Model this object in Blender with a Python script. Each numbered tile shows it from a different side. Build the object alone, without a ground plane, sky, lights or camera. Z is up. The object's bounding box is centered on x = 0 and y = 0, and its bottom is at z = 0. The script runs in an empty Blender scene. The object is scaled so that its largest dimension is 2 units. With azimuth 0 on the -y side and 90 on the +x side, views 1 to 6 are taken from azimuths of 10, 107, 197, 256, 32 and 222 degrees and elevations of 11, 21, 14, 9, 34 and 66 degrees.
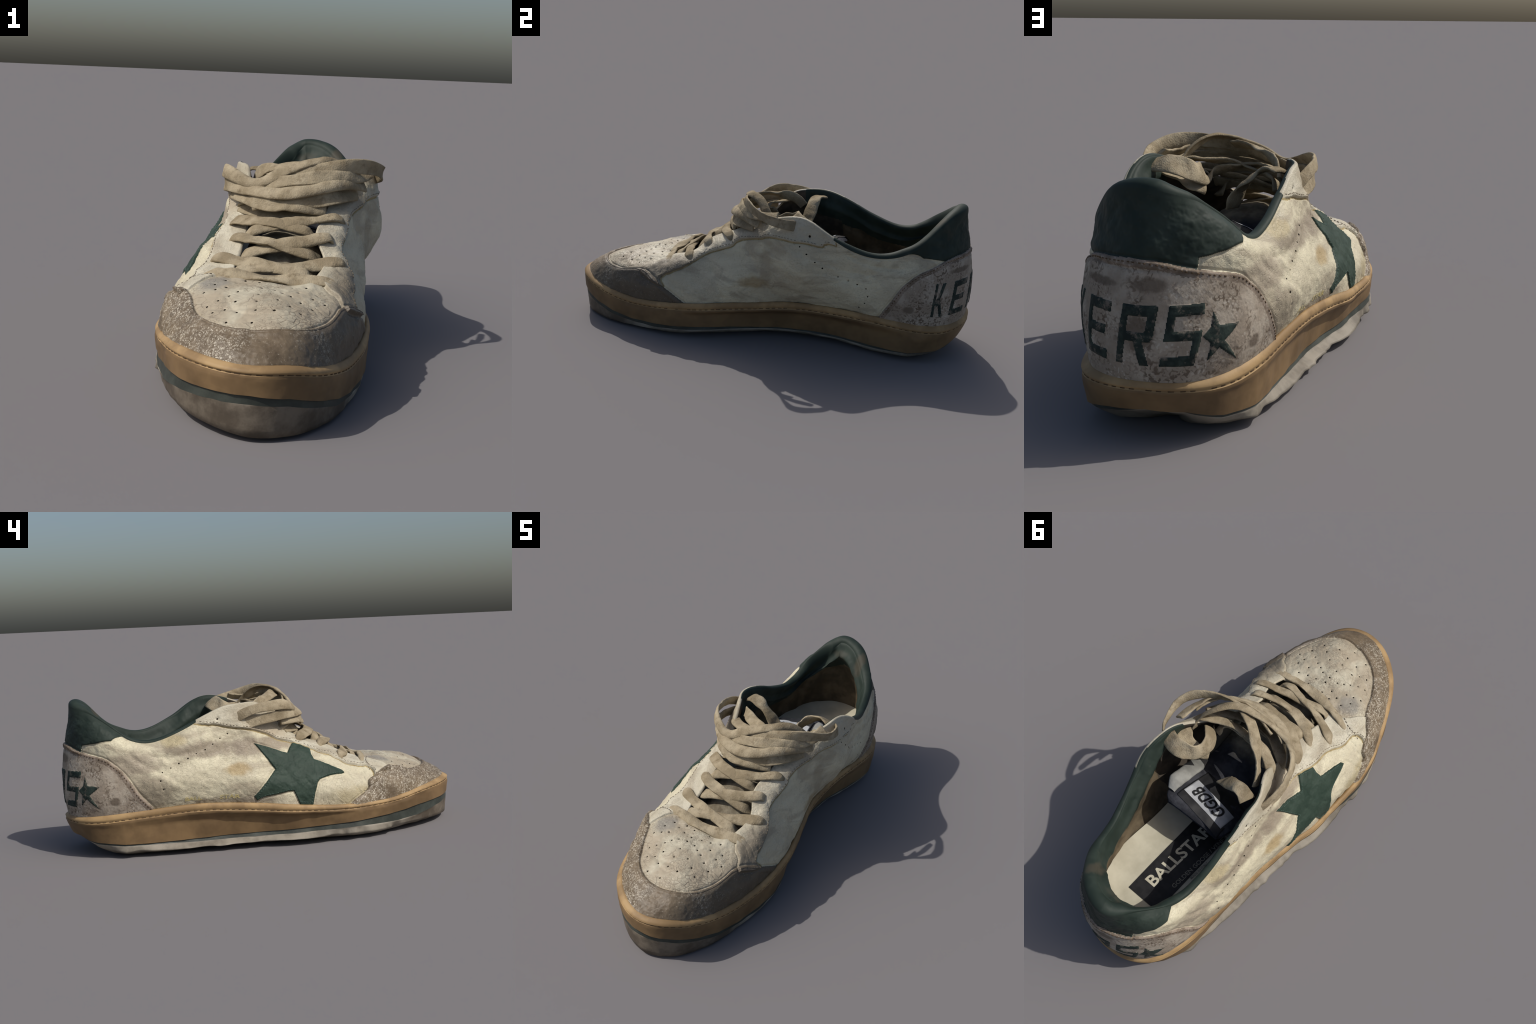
import math
import numpy as np

# ---------------------------------------------------------------- upper: ribs
# Every rib runs from the feather line (where the upper meets the rubber rim)
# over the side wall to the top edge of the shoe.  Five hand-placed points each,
# (x, y, z) in metres.  Order: heel centre -> star side -> toe -> plain side.
RIBS = [
    # heel centre
    [(-.025, .978, .190), (-.025, .989, .310), (-.028, .982, .450), (-.035, .955, .600), (-.057, .912, .727)],
    # star side, heel to throat
    [(-.134, .949, .190), (-.148, .950, .310), (-.140, .938, .450), (-.130, .924, .580), (-.096, .887, .702)],
    [(-.212, .873, .197), (-.238, .860, .300), (-.222, .853, .430), (-.206, .850, .560), (-.126, .850, .668)],
    [(-.258, .750, .209), (-.272, .760, .300), (-.264, .755, .420), (-.246, .750, .525), (-.184, .755, .577)],
    [(-.277, .600, .219), (-.312, .580, .320), (-.296, .570, .410), (-.265, .580, .487), (-.214, .600, .533)],
    [(-.292, .420, .228), (-.320, .420, .320), (-.298, .420, .430), (-.264, .420, .530), (-.219, .420, .592)],
    [(-.305, .250, .221), (-.325, .240, .320), (-.285, .240, .430), (-.243, .245, .550), (-.206, .250, .665)],
    [(-.320, .130, .211), (-.335, .130, .310), (-.285, .120, .420), (-.237, .130, .540), (-.190, .150, .674)],
    [(-.330, .065, .204), (-.335, .065, .300), (-.288, .060, .405), (-.220, .065, .525), (-.158, .072, .660)],
    [(-.347, -.020, .195), (-.335, -.020, .287), (-.288, -.020, .385), (-.205, -.020, .490), (-.138, -.010, .580)],
    [(-.350, -.120, .184), (-.345, -.120, .270), (-.295, -.120, .362), (-.212, -.120, .450), (-.115, -.120, .487)],
    [(-.353, -.240, .174), (-.345, -.240, .252), (-.300, -.240, .333), (-.217, -.240, .402), (-.100, -.250, .437)],
    [(-.350, -.360, .171), (-.338, -.360, .227), (-.298, -.360, .287), (-.230, -.360, .345), (-.100, -.360, .385)],
    [(-.332, -.470, .173), (-.320, -.470, .225), (-.288, -.467, .289), (-.195, -.450, .345), (-.095, -.440, .360)],
    # toe
    [(-.298, -.570, .177), (-.285, -.570, .235), (-.237, -.557, .310), (-.150, -.520, .348), (-.060, -.470, .354)],
    [(-.243, -.690, .195), (-.220, -.690, .245), (-.160, -.675, .285), (-.090, -.600, .338), (-.020, -.480, .352)],
    [(-.160, -.830, .213), (-.135, -.810, .250), (-.090, -.775, .281), (-.020, -.660, .340), (.020, -.485, .351)],
    [(-.030, -.940, .217), (-.015, -.905, .252), (.000, -.842, .283), (.030, -.690, .345), (.050, -.487, .351)],
    [(.080, -.967, .217), (.080, -.925, .250), (.080, -.853, .285), (.075, -.700, .345), (.075, -.487, .352)],
    [(.170, -.935, .217), (.160, -.895, .255), (.150, -.838, .290), (.120, -.690, .345), (.105, -.485, .353)],
    [(.235, -.860, .198), (.225, -.830, .245), (.210, -.790, .285), (.165, -.660, .337), (.135, -.480, .355)],
    [(.285, -.750, .178), (.280, -.735, .235), (.258, -.710, .283), (.205, -.610, .330), (.165, -.475, .358)],
    [(.315, -.630, .164), (.315, -.620, .235), (.290, -.590, .300), (.240, -.530, .335), (.180, -.465, .362)],
    # plain side, throat to heel
    [(.338, -.500, .170), (.335, -.500, .240), (.310, -.490, .295), (.260, -.463, .345), (.195, -.430, .375)],
    [(.347, -.370, .182), (.338, -.370, .250), (.310, -.370, .320), (.267, -.350, .385), (.200, -.340, .408)],
    [(.341, -.250, .195), (.328, -.250, .280), (.281, -.250, .366), (.228, -.255, .442), (.160, -.260, .468)],
    [(.312, -.130, .206), (.320, -.130, .310), (.283, -.130, .408), (.238, -.135, .496), (.170, -.140, .525)],
    [(.272, .000, .211), (.308, .000, .340), (.294, .000, .450), (.262, -.020, .553), (.200, -.010, .600)],
    [(.241, .120, .220), (.310, .120, .360), (.338, .130, .470), (.322, .130, .578), (.270, .130, .664)],
    [(.231, .250, .225), (.322, .250, .360), (.352, .250, .470), (.325, .260, .590), (.296, .250, .680)],
    [(.231, .420, .222), (.300, .420, .340), (.308, .420, .430), (.305, .420, .520), (.292, .420, .584)],
    [(.243, .600, .215), (.275, .600, .310), (.278, .600, .390), (.268, .600, .470), (.246, .600, .529)],
    [(.228, .750, .197), (.243, .750, .300), (.243, .750, .400), (.225, .750, .500), (.195, .750, .581)],
    [(.184, .874, .186), (.198, .872, .300), (.190, .870, .420), (.158, .860, .560), (.098, .850, .683)],
    [(.098, .951, .187), (.102, .957, .310), (.095, .950, .450), (.062, .925, .600), (.022, .897, .724)],
]
RIBS = np.array(RIBS)
NR = len(RIBS)


def spline_second(knots, vals, periodic):
    """second derivatives of the cubic spline through vals at knots"""
    n = len(vals)
    if periodic:                       # knots has n + 1 entries, the last closes the loop
        h = np.diff(knots)
        A = np.zeros((n, n))
        r = np.zeros(vals.shape)
        for i in range(n):
            p, q = (i - 1) % n, (i + 1) % n
            A[i, p] += h[p]
            A[i, i] += 2 * (h[p] + h[i])
            A[i, q] += h[i]
            r[i] = 6 * ((vals[q] - vals[i]) / h[i] - (vals[i] - vals[p]) / h[p])
        return np.linalg.solve(A, r.reshape(n, -1)).reshape(vals.shape)
    h = np.diff(knots)
    A = np.eye(n)
    r = np.zeros(vals.shape)
    for i in range(1, n - 1):
        A[i, i - 1], A[i, i], A[i, i + 1] = h[i - 1], 2 * (h[i - 1] + h[i]), h[i]
        r[i] = 6 * ((vals[i + 1] - vals[i]) / h[i] - (vals[i] - vals[i - 1]) / h[i - 1])
    return np.linalg.solve(A, r.reshape(n, -1)).reshape(vals.shape)


def spline(knots, vals, x, periodic=False):
    """cubic spline; vals (n, ...) -> (len(x), ...)"""
    vals = np.asarray(vals, float)
    knots = np.asarray(knots, float)
    x = np.asarray(x, float)
    M = spline_second(knots, vals, periodic)
    if periodic:
        x = np.mod(x - knots[0], knots[-1] - knots[0]) + knots[0]
        vals = np.concatenate([vals, vals[:1]])
        M = np.concatenate([M, M[:1]])
    i = np.clip(np.searchsorted(knots, x, side="right") - 1, 0, len(knots) - 2)
    h = knots[i + 1] - knots[i]
    sh = (-1,) + (1,) * (vals.ndim - 1)
    a = ((knots[i + 1] - x) / h).reshape(sh)
    b = ((x - knots[i]) / h).reshape(sh)
    h = h.reshape(sh)
    return a * vals[i] + b * vals[i + 1] + ((a ** 3 - a) * M[i] + (b ** 3 - b) * M[i + 1]) * h * h / 6


def knots_of(points, closed):
    """chord-length knots, softened, of a row of points"""
    p = np.asarray(points, float)
    if closed:
        p = np.concatenate([p, p[:1]])
    return np.r_[0, np.cumsum(np.linalg.norm(np.diff(p, axis=0), axis=1) ** .8)]


def curve(points, n, closed=False):
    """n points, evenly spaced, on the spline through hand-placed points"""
    p = np.asarray(points, float)
    k = knots_of(p, closed)
    t = np.linspace(0, k[-1], 40 * len(p))
    q = spline(k, p, t, closed)
    d = np.r_[0, np.cumsum(np.linalg.norm(np.diff(q, axis=0), axis=1))]
    want = np.linspace(0, d[-1], n + 1)[:-1] if closed else np.linspace(0, d[-1], n)
    return np.stack([np.interp(want, d, q[:, i]) for i in range(p.shape[1])], 1)


def smooth(e0, e1, x):
    t = np.clip((x - e0) / (e1 - e0), 0, 1)
    return t * t * (3 - 2 * t)


# collar padding (thickness of the rolled top edge) along the loop, per rib
PAD = np.interp(np.arange(NR), [0, 2, 4, 6, 7, 10, 26, 28, 29, 31, 33, 35],
                [.062, .055, .034, .024, .018, .013, .013, .018, .022, .034, .055, .062])

_mid = RIBS[:, 2]
_k1 = knots_of(RIBS[:, 0], True)
_k2 = knots_of(RIBS[:, 2], True)
KS = _k1 / _k1[-1] * .5 + _k2 / _k2[-1] * .5        # loop coordinate of each rib, 0..1
KT = np.r_[0, np.cumsum(np.mean(np.linalg.norm(np.diff(RIBS, axis=1), axis=2), axis=0))]
KT /= KT[-1]
TOP = RIBS.copy()


def upper(s, t):
    """(len(s), len(t), 3) points of the upper's outer skin"""
    rows = spline(KS, TOP, s, True)                  # (ns, 5, 3)
    return np.transpose(spline(KT, np.transpose(rows, (1, 0, 2)), t), (1, 0, 2))


def grid_normals(P, closed=True):
    du = (np.roll(P, -1, 0) - np.roll(P, 1, 0)) if closed else np.gradient(P, axis=0)
    dv = np.gradient(P, axis=1)
    n = np.cross(du, dv)
    return n / (np.linalg.norm(n, axis=2, keepdims=True) + 1e-12)


# the top row is the crest of the rolled edge: move the skin's end out and down to let the roll rise to it
_P = upper(KS[:-1], np.array([.9, 1.0]))
_n = grid_normals(_P)[:, 1]
_n[:, 2] *= .3
_n /= np.linalg.norm(_n, axis=1, keepdims=True)
_w = np.where((np.arange(NR) > 7) & (np.arange(NR) < 28), 0, 1.0)[:, None]
TOP[:, 4] += _w * (_n * PAD[:, None] * .5 - np.array([0, 0, 1.0]) * PAD[:, None] * .46)

import bpy

RNG = np.random.default_rng(7)
NS, NT = 2000, 230
S = np.arange(NS) / NS
T = np.linspace(0, 1, NT)


# ---------------------------------------------------------------- noise
def value_noise(p, seed=0):
    """smooth lattice noise in -1..1 for points (..., 3)"""
    p = np.asarray(p, float)
    i = np.floor(p).astype(np.int64)
    f = p - i
    f = f * f * (3 - 2 * f)

    def h(dx, dy, dz):
        n = (i[..., 0] + dx) * 374761393 + (i[..., 1] + dy) * 668265263 + (i[..., 2] + dz) * 2147483647 + seed * 974711
        n = (n ^ (n >> 13)) * 1274126177
        n = n & 0x7fffffff
        n = (n ^ (n >> 16)) * 60493
        return (n & 0xffff) / 32767.5 - 1
    x, y, z = f[..., 0], f[..., 1], f[..., 2]
    a = h(0, 0, 0) * (1 - x) + h(1, 0, 0) * x
    b = h(0, 1, 0) * (1 - x) + h(1, 1, 0) * x
    c = h(0, 0, 1) * (1 - x) + h(1, 0, 1) * x
    d = h(0, 1, 1) * (1 - x) + h(1, 1, 1) * x
    return (a * (1 - y) + b * y) * (1 - z) + (c * (1 - y) + d * y) * z


def fbm(p, scale, octaves=3, seed=0):
    out, amp = 0, 1.0
    for k in range(octaves):
        out = out + amp * value_noise(np.asarray(p) * scale * 2 ** k, seed + k)
        amp *= .5
    return out


# ---------------------------------------------------------------- skin of the upper
P = upper(S, T)
N = grid_normals(P)
DS = np.linalg.norm((np.roll(P, -1, 0) - np.roll(P, 1, 0)) * NS / 2, axis=2)
DT = np.linalg.norm(np.gradient(P, axis=1) * (NT - 1), axis=2)
_small = (slice(None, None, 4), slice(None, None, 2))
_SP = P[_small].reshape(-1, 3)
_SS = np.repeat(S[::4], len(T[::2]))
_ST = np.tile(T[::2], len(S[::4]))


def on_skin(points):
    """(s, t) of the skin points nearest to given (x, y, z) landmarks"""
    out = []
    for q in np.asarray(points, float):
        i = ((_SP - q) ** 2).sum(1).argmin()
        a0, b0 = int(round(_SS[i] * NS)), int(round(_ST[i] * (NT - 1)))
        ii = np.arange(a0 - 5, a0 + 6) % NS                # then look among the fine neighbours
        jj = np.clip(np.arange(b0 - 3, b0 + 4), 0, NT - 1)
        k = ((P[np.ix_(ii, jj)] - q) ** 2).sum(2).argmin()
        out.append((S[ii[k // len(jj)]], T[jj[k % len(jj)]]))
    return np.array(out)


def unwrap(st, centre):
    st = np.array(st, float)
    st[:, 0] = np.mod(st[:, 0] - centre + .5, 1) - .5
    return st


def region(poly, centre, grow=0.0):
    """signed distance (metres, > 0 inside) of every skin vertex to a polygon of (s - centre, t)"""
    poly = np.asarray(poly, float)
    u = np.mod(S - centre + .5, 1) - .5
    lo, hi = poly.min(0), poly.max(0)
    si = np.where((u > lo[0] - .012) & (u < hi[0] + .012))[0]
    ti = np.where((T > lo[1] - .08) & (T < hi[1] + .08))[0]
    out = np.full((NS, NT), -1.0)
    if not len(si) or not len(ti):
        return out
    U, V = np.meshgrid(u[si], T[ti], indexing="ij")
    A, B = DS[np.ix_(si, ti)], DT[np.ix_(si, ti)]
    best = np.full(U.shape, 1e9)
    inside = np.zeros(U.shape, bool)
    for k in range(len(poly)):
        (x0, y0), (x1, y1) = poly[k], poly[(k + 1) % len(poly)]
        ex, ey = (x1 - x0) * A, (y1 - y0) * B
        px, py = (U - x0) * A, (V - y0) * B
        w = np.clip((px * ex + py * ey) / (ex * ex + ey * ey + 1e-12), 0, 1)
        best = np.minimum(best, (px - w * ex) ** 2 + (py - w * ey) ** 2)
        cross = (y0 > V) != (y1 > V)
        with np.errstate(divide="ignore", invalid="ignore"):
            inside ^= cross & (U < (x1 - x0) * (V - y0) / (y1 - y0 + 1e-15) + x0)
    d = np.sqrt(best)
    out[np.ix_(si, ti)] = np.where(inside, d, -d) + grow
    return out


def outline(points, centre, closed=True, dense=0):
    st = unwrap(on_skin(points), centre)
    return curve(st, dense, closed) if dense else st


# landmarks (x, y, z) along the seams, measured on the shoe
STAR = [(-.254, .120, .488), (-.281, .073, .423), (-.311, .034, .364), (-.335, .089, .310), (-.337, .149, .244), (-.335, .136, .221), (-.339, .114, .236),
        (-.342, .047, .247), (-.340, -.017, .257), (-.340, -.042, .256), (-.344, -.055, .224), (-.348, -.067, .180), (-.350, -.133, .180), (-.339, -.146, .240),
        (-.322, -.162, .279), (-.313, -.176, .293), (-.288, -.289, .304), (-.280, -.310, .307), (-.271, -.300, .322), (-.264, -.231, .352), (-.255, -.165, .377),
        (-.239, -.159, .399), (-.210, -.162, .432), (-.200, -.086, .470), (-.251, -.041, .425), (-.251, -.013, .438), (-.250, .040, .462)]
SEAM_STAR_SIDE = [(-.232, .394, .598), (-.237, .334, .586), (-.237, .265, .574), (-.240, .195, .558), (-.229, .103, .538), (-.212, .035, .513), (-.212, -.007, .487),
                  (-.204, -.102, .458), (-.215, -.191, .414), (-.214, -.283, .382), (-.232, -.370, .341), (-.287, -.469, .290)]
SEAM_PLAIN_SIDE = [(.310, .395, .571), (.315, .338, .563), (.323, .284, .564), (.334, .221, .571), (.338, .154, .579), (.320, .072, .578), (.300, -.001, .556),
                   (.260, -.093, .521), (.259, -.144, .479), (.252, -.196, .455), (.250, -.258, .431), (.273, -.312, .390), (.289, -.347, .361), (.301, -.415, .325), (.335, -.462, .255)]
COUNTER = [(-.284, .611, .221), (-.292, .656, .270), (-.284, .701, .337), (-.259, .753, .411), (-.244, .789, .446), (-.216, .844, .474), (-.157, .913, .493),
           (-.059, .970, .522), (-.004, .973, .526), (.070, .947, .519), (.153, .890, .507), (.204, .826, .475), (.237, .753, .433), (.256, .705, .385), (.265, .666, .323), (.260, .630, .265), (.251, .605, .219)]
COLLAR = [(-.229, .391, .605), (-.232, .464, .575), (-.231, .525, .552), (-.229, .580, .537), (-.226, .634, .531), (-.222, .676, .538), (-.213, .729, .558), (-.219, .749, .552), (-.222, .781, .535),
          (-.201, .838, .532), (-.157, .903, .522), (-.154, .912, .480), (-.059, .970, .500), (.070, .947, .500), (.153, .889, .500), (.189, .840, .515), (.209, .789, .521), (.226, .742, .543), (.238, .718, .553), (.252, .668, .536),
          (.268, .596, .529), (.287, .526, .537), (.301, .472, .560), (.309, .425, .584)]
GUARD = [(-.352, -.313, .171), (-.340, -.355, .200), (-.316, -.422, .244), (-.284, -.473, .293), (-.246, -.529, .315), (-.210, -.577, .317), (-.180, -.628, .300), (-.160, -.680, .280),
         (-.125, -.740, .277), (-.080, -.793, .280), (-.038, -.824, .282), (.000, -.841, .280), (.050, -.851, .280), (.100, -.852, .283), (.150, -.839, .287), (.200, -.805, .285), (.240, -.741, .283), (.268, -.662, .292),
         (.278, -.604, .306), (.291, -.566, .305), (.330, -.477, .264), (.342, -.410, .225), (.347, -.345, .180)]
VAMP_STAR_SIDE = [(-.213, -.564, .321), (-.188, -.529, .339), (-.162, -.491, .350), (-.115, -.465, .358)]
VAMP_PLAIN_SIDE = [(.283, -.578, .309), (.264, -.540, .325), (.232, -.516, .342), (.215, -.488, .354)]
HEEL_STAR = [(-.195, .903, .385), (-.209, .895, .342), (-.245, .845, .339), (-.218, .887, .301), (-.233, .845, .236), (-.206, .900, .283), (-.179, .920, .249), (-.188, .918, .300), (-.170, .930, .318), (-.192, .913, .342)]

# frayed or wavy cut edges: jitter a landmark row a little after densifying
def wavy(st, amount, freq, seed):
    r = np.arange(len(st)) * freq
    st = st.copy()
    st[:, 1] += amount * smooth(0, 14, np.arange(len(st))) * value_noise(np.stack([r, r * 0 + seed, r * 0], 1), seed)
    return st


REG = {}
st = outline(STAR, .25)
REG["star_patch"] = region(st, .25)

a = wavy(outline(SEAM_STAR_SIDE, .3, False, 90), .012, .35, 3)
b = outline(VAMP_STAR_SIDE, .3, False, 12)
REG["eyestay"] = region(np.concatenate([[(a[0, 0] + .002, 1.2)], a, b[:1] + [[0, -.08]], b, [(b[-1, 0], 1.2)]]), .3)
a_star = a
a = wavy(outline(SEAM_PLAIN_SIDE, .7, False, 90), .014, .35, 5)
b = outline(VAMP_PLAIN_SIDE, .7, False, 12)
REG["eyestay.001"] = region(np.concatenate([[(a[0, 0] - .002, 1.2)], a, b[:1] + [[0, -.08]], b, [(b[-1, 0], 1.2)]]), .7)
a_plain = a
a = outline(GUARD, .5, False, 160)
guard_line = a
REG["toe_guard"] = region(np.concatenate([[(a[0, 0] - .002, -.3)], a, [(a[-1, 0] + .002, -.3)]]), .5)
bl = unwrap(np.c_[outline(VAMP_STAR_SIDE, .3, False, 12)] + [.3, 0], .5)
br = unwrap(np.c_[outline(VAMP_PLAIN_SIDE, .7, False, 12)] + [.7, 0], .5)
REG["vamp"] = region(np.concatenate([bl[::-1], guard_line[40:120:4] - [0, .03], br, [(br[-1, 0], 1.2), (bl[-1, 0], 1.2)]]), .5)
a = outline(COUNTER, .0, False, 120)
counter_line = a
REG["heel_counter"] = region(np.concatenate([[(a[0, 0], -.3)], a, [(a[-1, 0], -.3)]]), 0)
a = outline(COLLAR, .0)
REG["collar"] = region(np.concatenate([[(a[0, 0] + .002, 1.3)], a, [(a[-1, 0] - .002, 1.3)]]), 0)
st = outline(HEEL_STAR, .0)
REG["heel_star"] = region(st, 0)

# heel lettering: slanted block letters, strokes as quads in letter space (0..1 across, 0..1 up)
LETTERS = {
    "K": [[(0, 0), (.22, 0), (.22, 1), (0, 1)], [(.22, .42), (.62, 1), (.95, 1), (.35, .30)], [(.30, .55), (.48, .66), (1, 0), (.72, 0)]],
    "E": [[(0, 0), (.22, 0), (.22, 1), (0, 1)], [(0, .82), (1, .82), (1, 1), (0, 1)], [(0, .42), (.85, .42), (.85, .58), (0, .58)], [(0, 0), (1, 0), (1, .17), (0, .17)]],
    "R": [[(0, 0), (.22, 0), (.22, 1), (0, 1)], [(0, .82), (.95, .82), (1, 1), (0, 1)], [(.76, .45), (1, .45), (1, 1), (.76, 1)], [(0, .40), (.95, .40), (.95, .57), (0, .57)], [(.45, .45), (.70, .45), (1, 0), (.74, 0)]],
    "S": [[(0, .82), (1, .82), (1, 1), (0, 1)], [(0, .45), (.22, .45), (.22, 1), (0, 1)], [(0, .42), (1, .42), (1, .58), (0, .58)], [(.78, 0), (1, 0), (1, .55), (.78, .55)], [(0, 0), (1, 0), (1, .17), (0, .17)]],
}
LETTER_PLACE = [  # letter, lower left corner, lower right corner of its box
    ("K", (.200, .836), (.172, .882)), ("E", (.152, .905), (.078, .960)), ("R", (.050, .978), (-.045, .987)), ("S", (-.072, .983), (-.152, .940))]


def z_to_t(s, z):
    """t at which the rib at s reaches height z"""
    out = []
    for si, zi in zip(s, z):
        r = P[int(round(si * NS)) % NS, :, 2]
        k = r[:150].argmax() if False else 150
        out.append(np.interp(zi, np.maximum.accumulate(r[:k]), T[:k]))
    return np.array(out)


for name, low, high in LETTER_PLACE:
    d = np.full((NS, NT), -1.0)
    s0 = unwrap(on_skin([(low[0], low[1], .24)]), 0)[0, 0]
    s1 = unwrap(on_skin([(high[0], high[1], .24)]), 0)[0, 0]
    for q in LETTERS[name]:
        q = np.array(q + q[:1], float)
        q = np.concatenate([np.linspace(q[i], q[i + 1], 6)[:-1] for i in range(4)])
        su = s0 + (s1 - s0) * (q[:, 0] + .30 * q[:, 1])
        tv = z_to_t(np.mod(su, 1), .240 + .166 * q[:, 1])
        d = np.maximum(d, region(np.c_[su, tv], 0))
    REG["letter_" + name.lower()] = d

HEIGHT = {"eyestay": .009, "eyestay.001": .011, "toe_guard": .008, "heel_counter": .008, "collar": .004, "star_patch": .005,
          "vamp": .000, "heel_star": .003, "letter_k": .003, "letter_e": .003, "letter_r": .003, "letter_s": .003}

X, Y, Z = P[..., 0], P[..., 1], P[..., 2]
disp = np.zeros((NS, NT))
for name, h in HEIGHT.items():
    d = REG[name]
    disp += h * smooth(-.001, .005, d)
    if h > .003:
        disp -= .0028 * np.exp(-((d + .004) / .0045) ** 2)      # pressed-in seam just outside the edge
# padded lip of the counter and guard: a soft ridge inside their edges
disp += .0035 * np.exp(-((REG["toe_guard"] - .018) / .010) ** 2)
disp += .004 * np.exp(-((REG["vamp"] - .05) / .06) ** 2) * (REG["vamp"] > 0)
# leather that has softened and sagged
soft = 1 - .6 * smooth(-.01, .01, REG["heel_counter"])
disp += .0055 * fbm(P * [1, 1, 1.3], 9, 2, 11) * soft
disp += .0023 * fbm(P, 34, 3, 21) * soft
# creases across the ball of the foot and over the vamp
crease = np.abs(value_noise(np.stack([X * 6, Y * 34 + 2.5 * value_noise(P * 8, 5), Z * 5], -1), 31))
disp -= .0011 * np.exp(-(crease / .12) ** 2) * smooth(.02, -.12, Y) * smooth(-.72, -.5, Y) * (1 - smooth(-.01, .01, REG["toe_guard"]))
fold = np.abs(value_noise(np.stack([X * 5, Y * 9 + Z * 12, Z * 9 - Y * 14 + 1.5 * value_noise(P * 6, 8)], -1), 41))
disp -= .0012 * np.exp(-(fold / .20) ** 2) * smooth(.05, .25, Y) * smooth(.7, .5, Y) * soft


def furrow(points, depth, width, n=60):
    """a long soft fold pressed into the skin along landmarks"""
    st_ = on_skin(points)
    c = float(st_[0, 0])
    u = np.mod(S - c + .5, 1) - .5
    cur = curve(unwrap(st_, c), n)
    best = np.full((NS, NT), 1e9)
    si = np.where((u > cur[:, 0].min() - .03) & (u < cur[:, 0].max() + .03))[0]
    U, V = np.meshgrid(u[si], T, indexing="ij")
    for q in cur:
        best[si] = np.minimum(best[si], ((U - q[0]) * DS[si]) ** 2 + ((V - q[1]) * DT[si]) ** 2)
    return -depth * np.exp(-best / width ** 2)


disp += furrow([(-.245, .19, .535), (-.265, .27, .480), (-.285, .42, .430), (-.297, .55, .385)], .004, .026)
disp += furrow([(-.25, .15, .50), (-.262, .05, .455)], .005, .03)
disp += furrow([(.33, .20, .56), (.32, .32, .46), (.30, .46, .39)], .002, .02)
disp += furrow([(-.30, .17, .42), (-.318, .13, .35), (-.33, .12, .28)], -.004, .06)
disp += furrow([(.30, .10, .56), (.335, .02, .42), (.33, -.02, .30)], .004, .02)
disp += furrow([(-.10, -.49, .36), (-.02, -.55, .37), (.06, -.56, .37)], .003, .015)
disp += furrow([(-.13, -.70, .30), (-.05, -.735, .32), (.05, -.74, .335)], .0035, .010)
disp += furrow([(-.07, -.655, .33), (.02, -.78, .32), (.10, -.78, .32)], .003, .009)
disp += furrow([(.325, .30, .50), (.318, .42, .455), (.285, .58, .44)], .003, .012)
disp += furrow([(.31, .46, .52), (.29, .58, .48), (.25, .70, .47)], .004, .012)
disp += furrow([(.30, -.05, .48), (.315, .03, .36), (.30, .08, .27)], .004, .016)
disp += furrow([(.29, -.22, .37), (.325, -.18, .29), (.33, -.16, .23)], .003, .012)
disp += furrow([(-.27, .30, .53), (-.285, .42, .47), (-.27, .60, .46)], .004, .012)
disp += furrow([(-.26, .70, .47), (-.285, .60, .40), (-.315, .48, .33)], .004, .014)
disp += furrow([(-.28, -.33, .31), (-.32, -.36, .25), (-.335, -.38, .20)], .003, .008)
disp += furrow([(-.275, -.40, .31), (-.315, -.41, .25), (-.33, -.40, .20)], .003, .008)
# puckers round the eyelets of the plain side
for q in [(.285, -.42, .345), (.26, -.30, .42), (.25, -.20, .47), (.255, -.09, .53)]:
    disp += .004 * np.exp(-((P - np.array(q)) ** 2).sum(2) / .030 ** 2)
for q in [(.26, -.463, .349), (.267, -.339, .394), (.212, -.261, .463), (.234, -.14, .512), (-.191, -.443, .343), (-.191, -.326, .375), (-.146, -.237, .434), (-.173, -.122, .471)]:
    disp -= .006 * np.exp(-((P - np.array(q)) ** 2).sum(2) / .018 ** 2)

EYELETS = [(-.231, .283, .609), (.321, .274, .602), (-.212, .12, .60), (.305, .09, .62)]
PERF_SIDE = [(-.246, .242, .540), (-.253, .281, .520), (-.262, .320, .497), (-.270, .359, .475), (-.275, .403, .459), (-.281, .443, .441), (-.287, .486, .423), (-.292, .526, .406), (-.297, .565, .389), (-.308, .578, .352), (-.314, .567, .312),
             (.334, .230, .552), (.330, .263, .518), (.324, .302, .483), (.319, .338, .456), (.309, .413, .416), (.302, .460, .399), (.296, .503, .384), (.289, .543, .366), (.284, .554, .325), (.278, .540, .287), (.272, .511, .255)]
PERF_VAMP = [(.179, -.743), (.099, -.766), (.044, -.820), (.204, -.686), (.139, -.720), (.042, -.762), (.235, -.627), (.167, -.661), (.100, -.691), (.036, -.709), (-.014, -.756), (-.037, -.805), (.195, -.613), (.131, -.639), (.032, -.658),
             (-.031, -.700), (-.061, -.722), (-.092, -.733), (.207, -.577), (.150, -.589), (.102, -.622), (.032, -.607), (-.012, -.608), (-.039, -.626), (-.063, -.647), (-.091, -.667), (-.123, -.681), (.165, -.533), (.122, -.548), (.077, -.605),
             (.080, -.558), (.033, -.571), (-.019, -.556), (-.081, -.588), (-.115, -.602), (-.150, -.611), (-.062, -.543), (-.103, -.522), (-.130, -.560), (-.036, -.517), (.01, -.52), (.09, -.515), (.14, -.50)]
vamp_pts = []
for x, y in PERF_VAMP:
    i = ((_SP[:, :2] - [x, y]) ** 2).sum(1).argmin()
    vamp_pts.append(tuple(_SP[i]))
for q in PERF_SIDE + vamp_pts:
    disp -= .0035 * np.exp(-((P - np.array(q)) ** 2).sum(2) / .006 ** 2)
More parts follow.
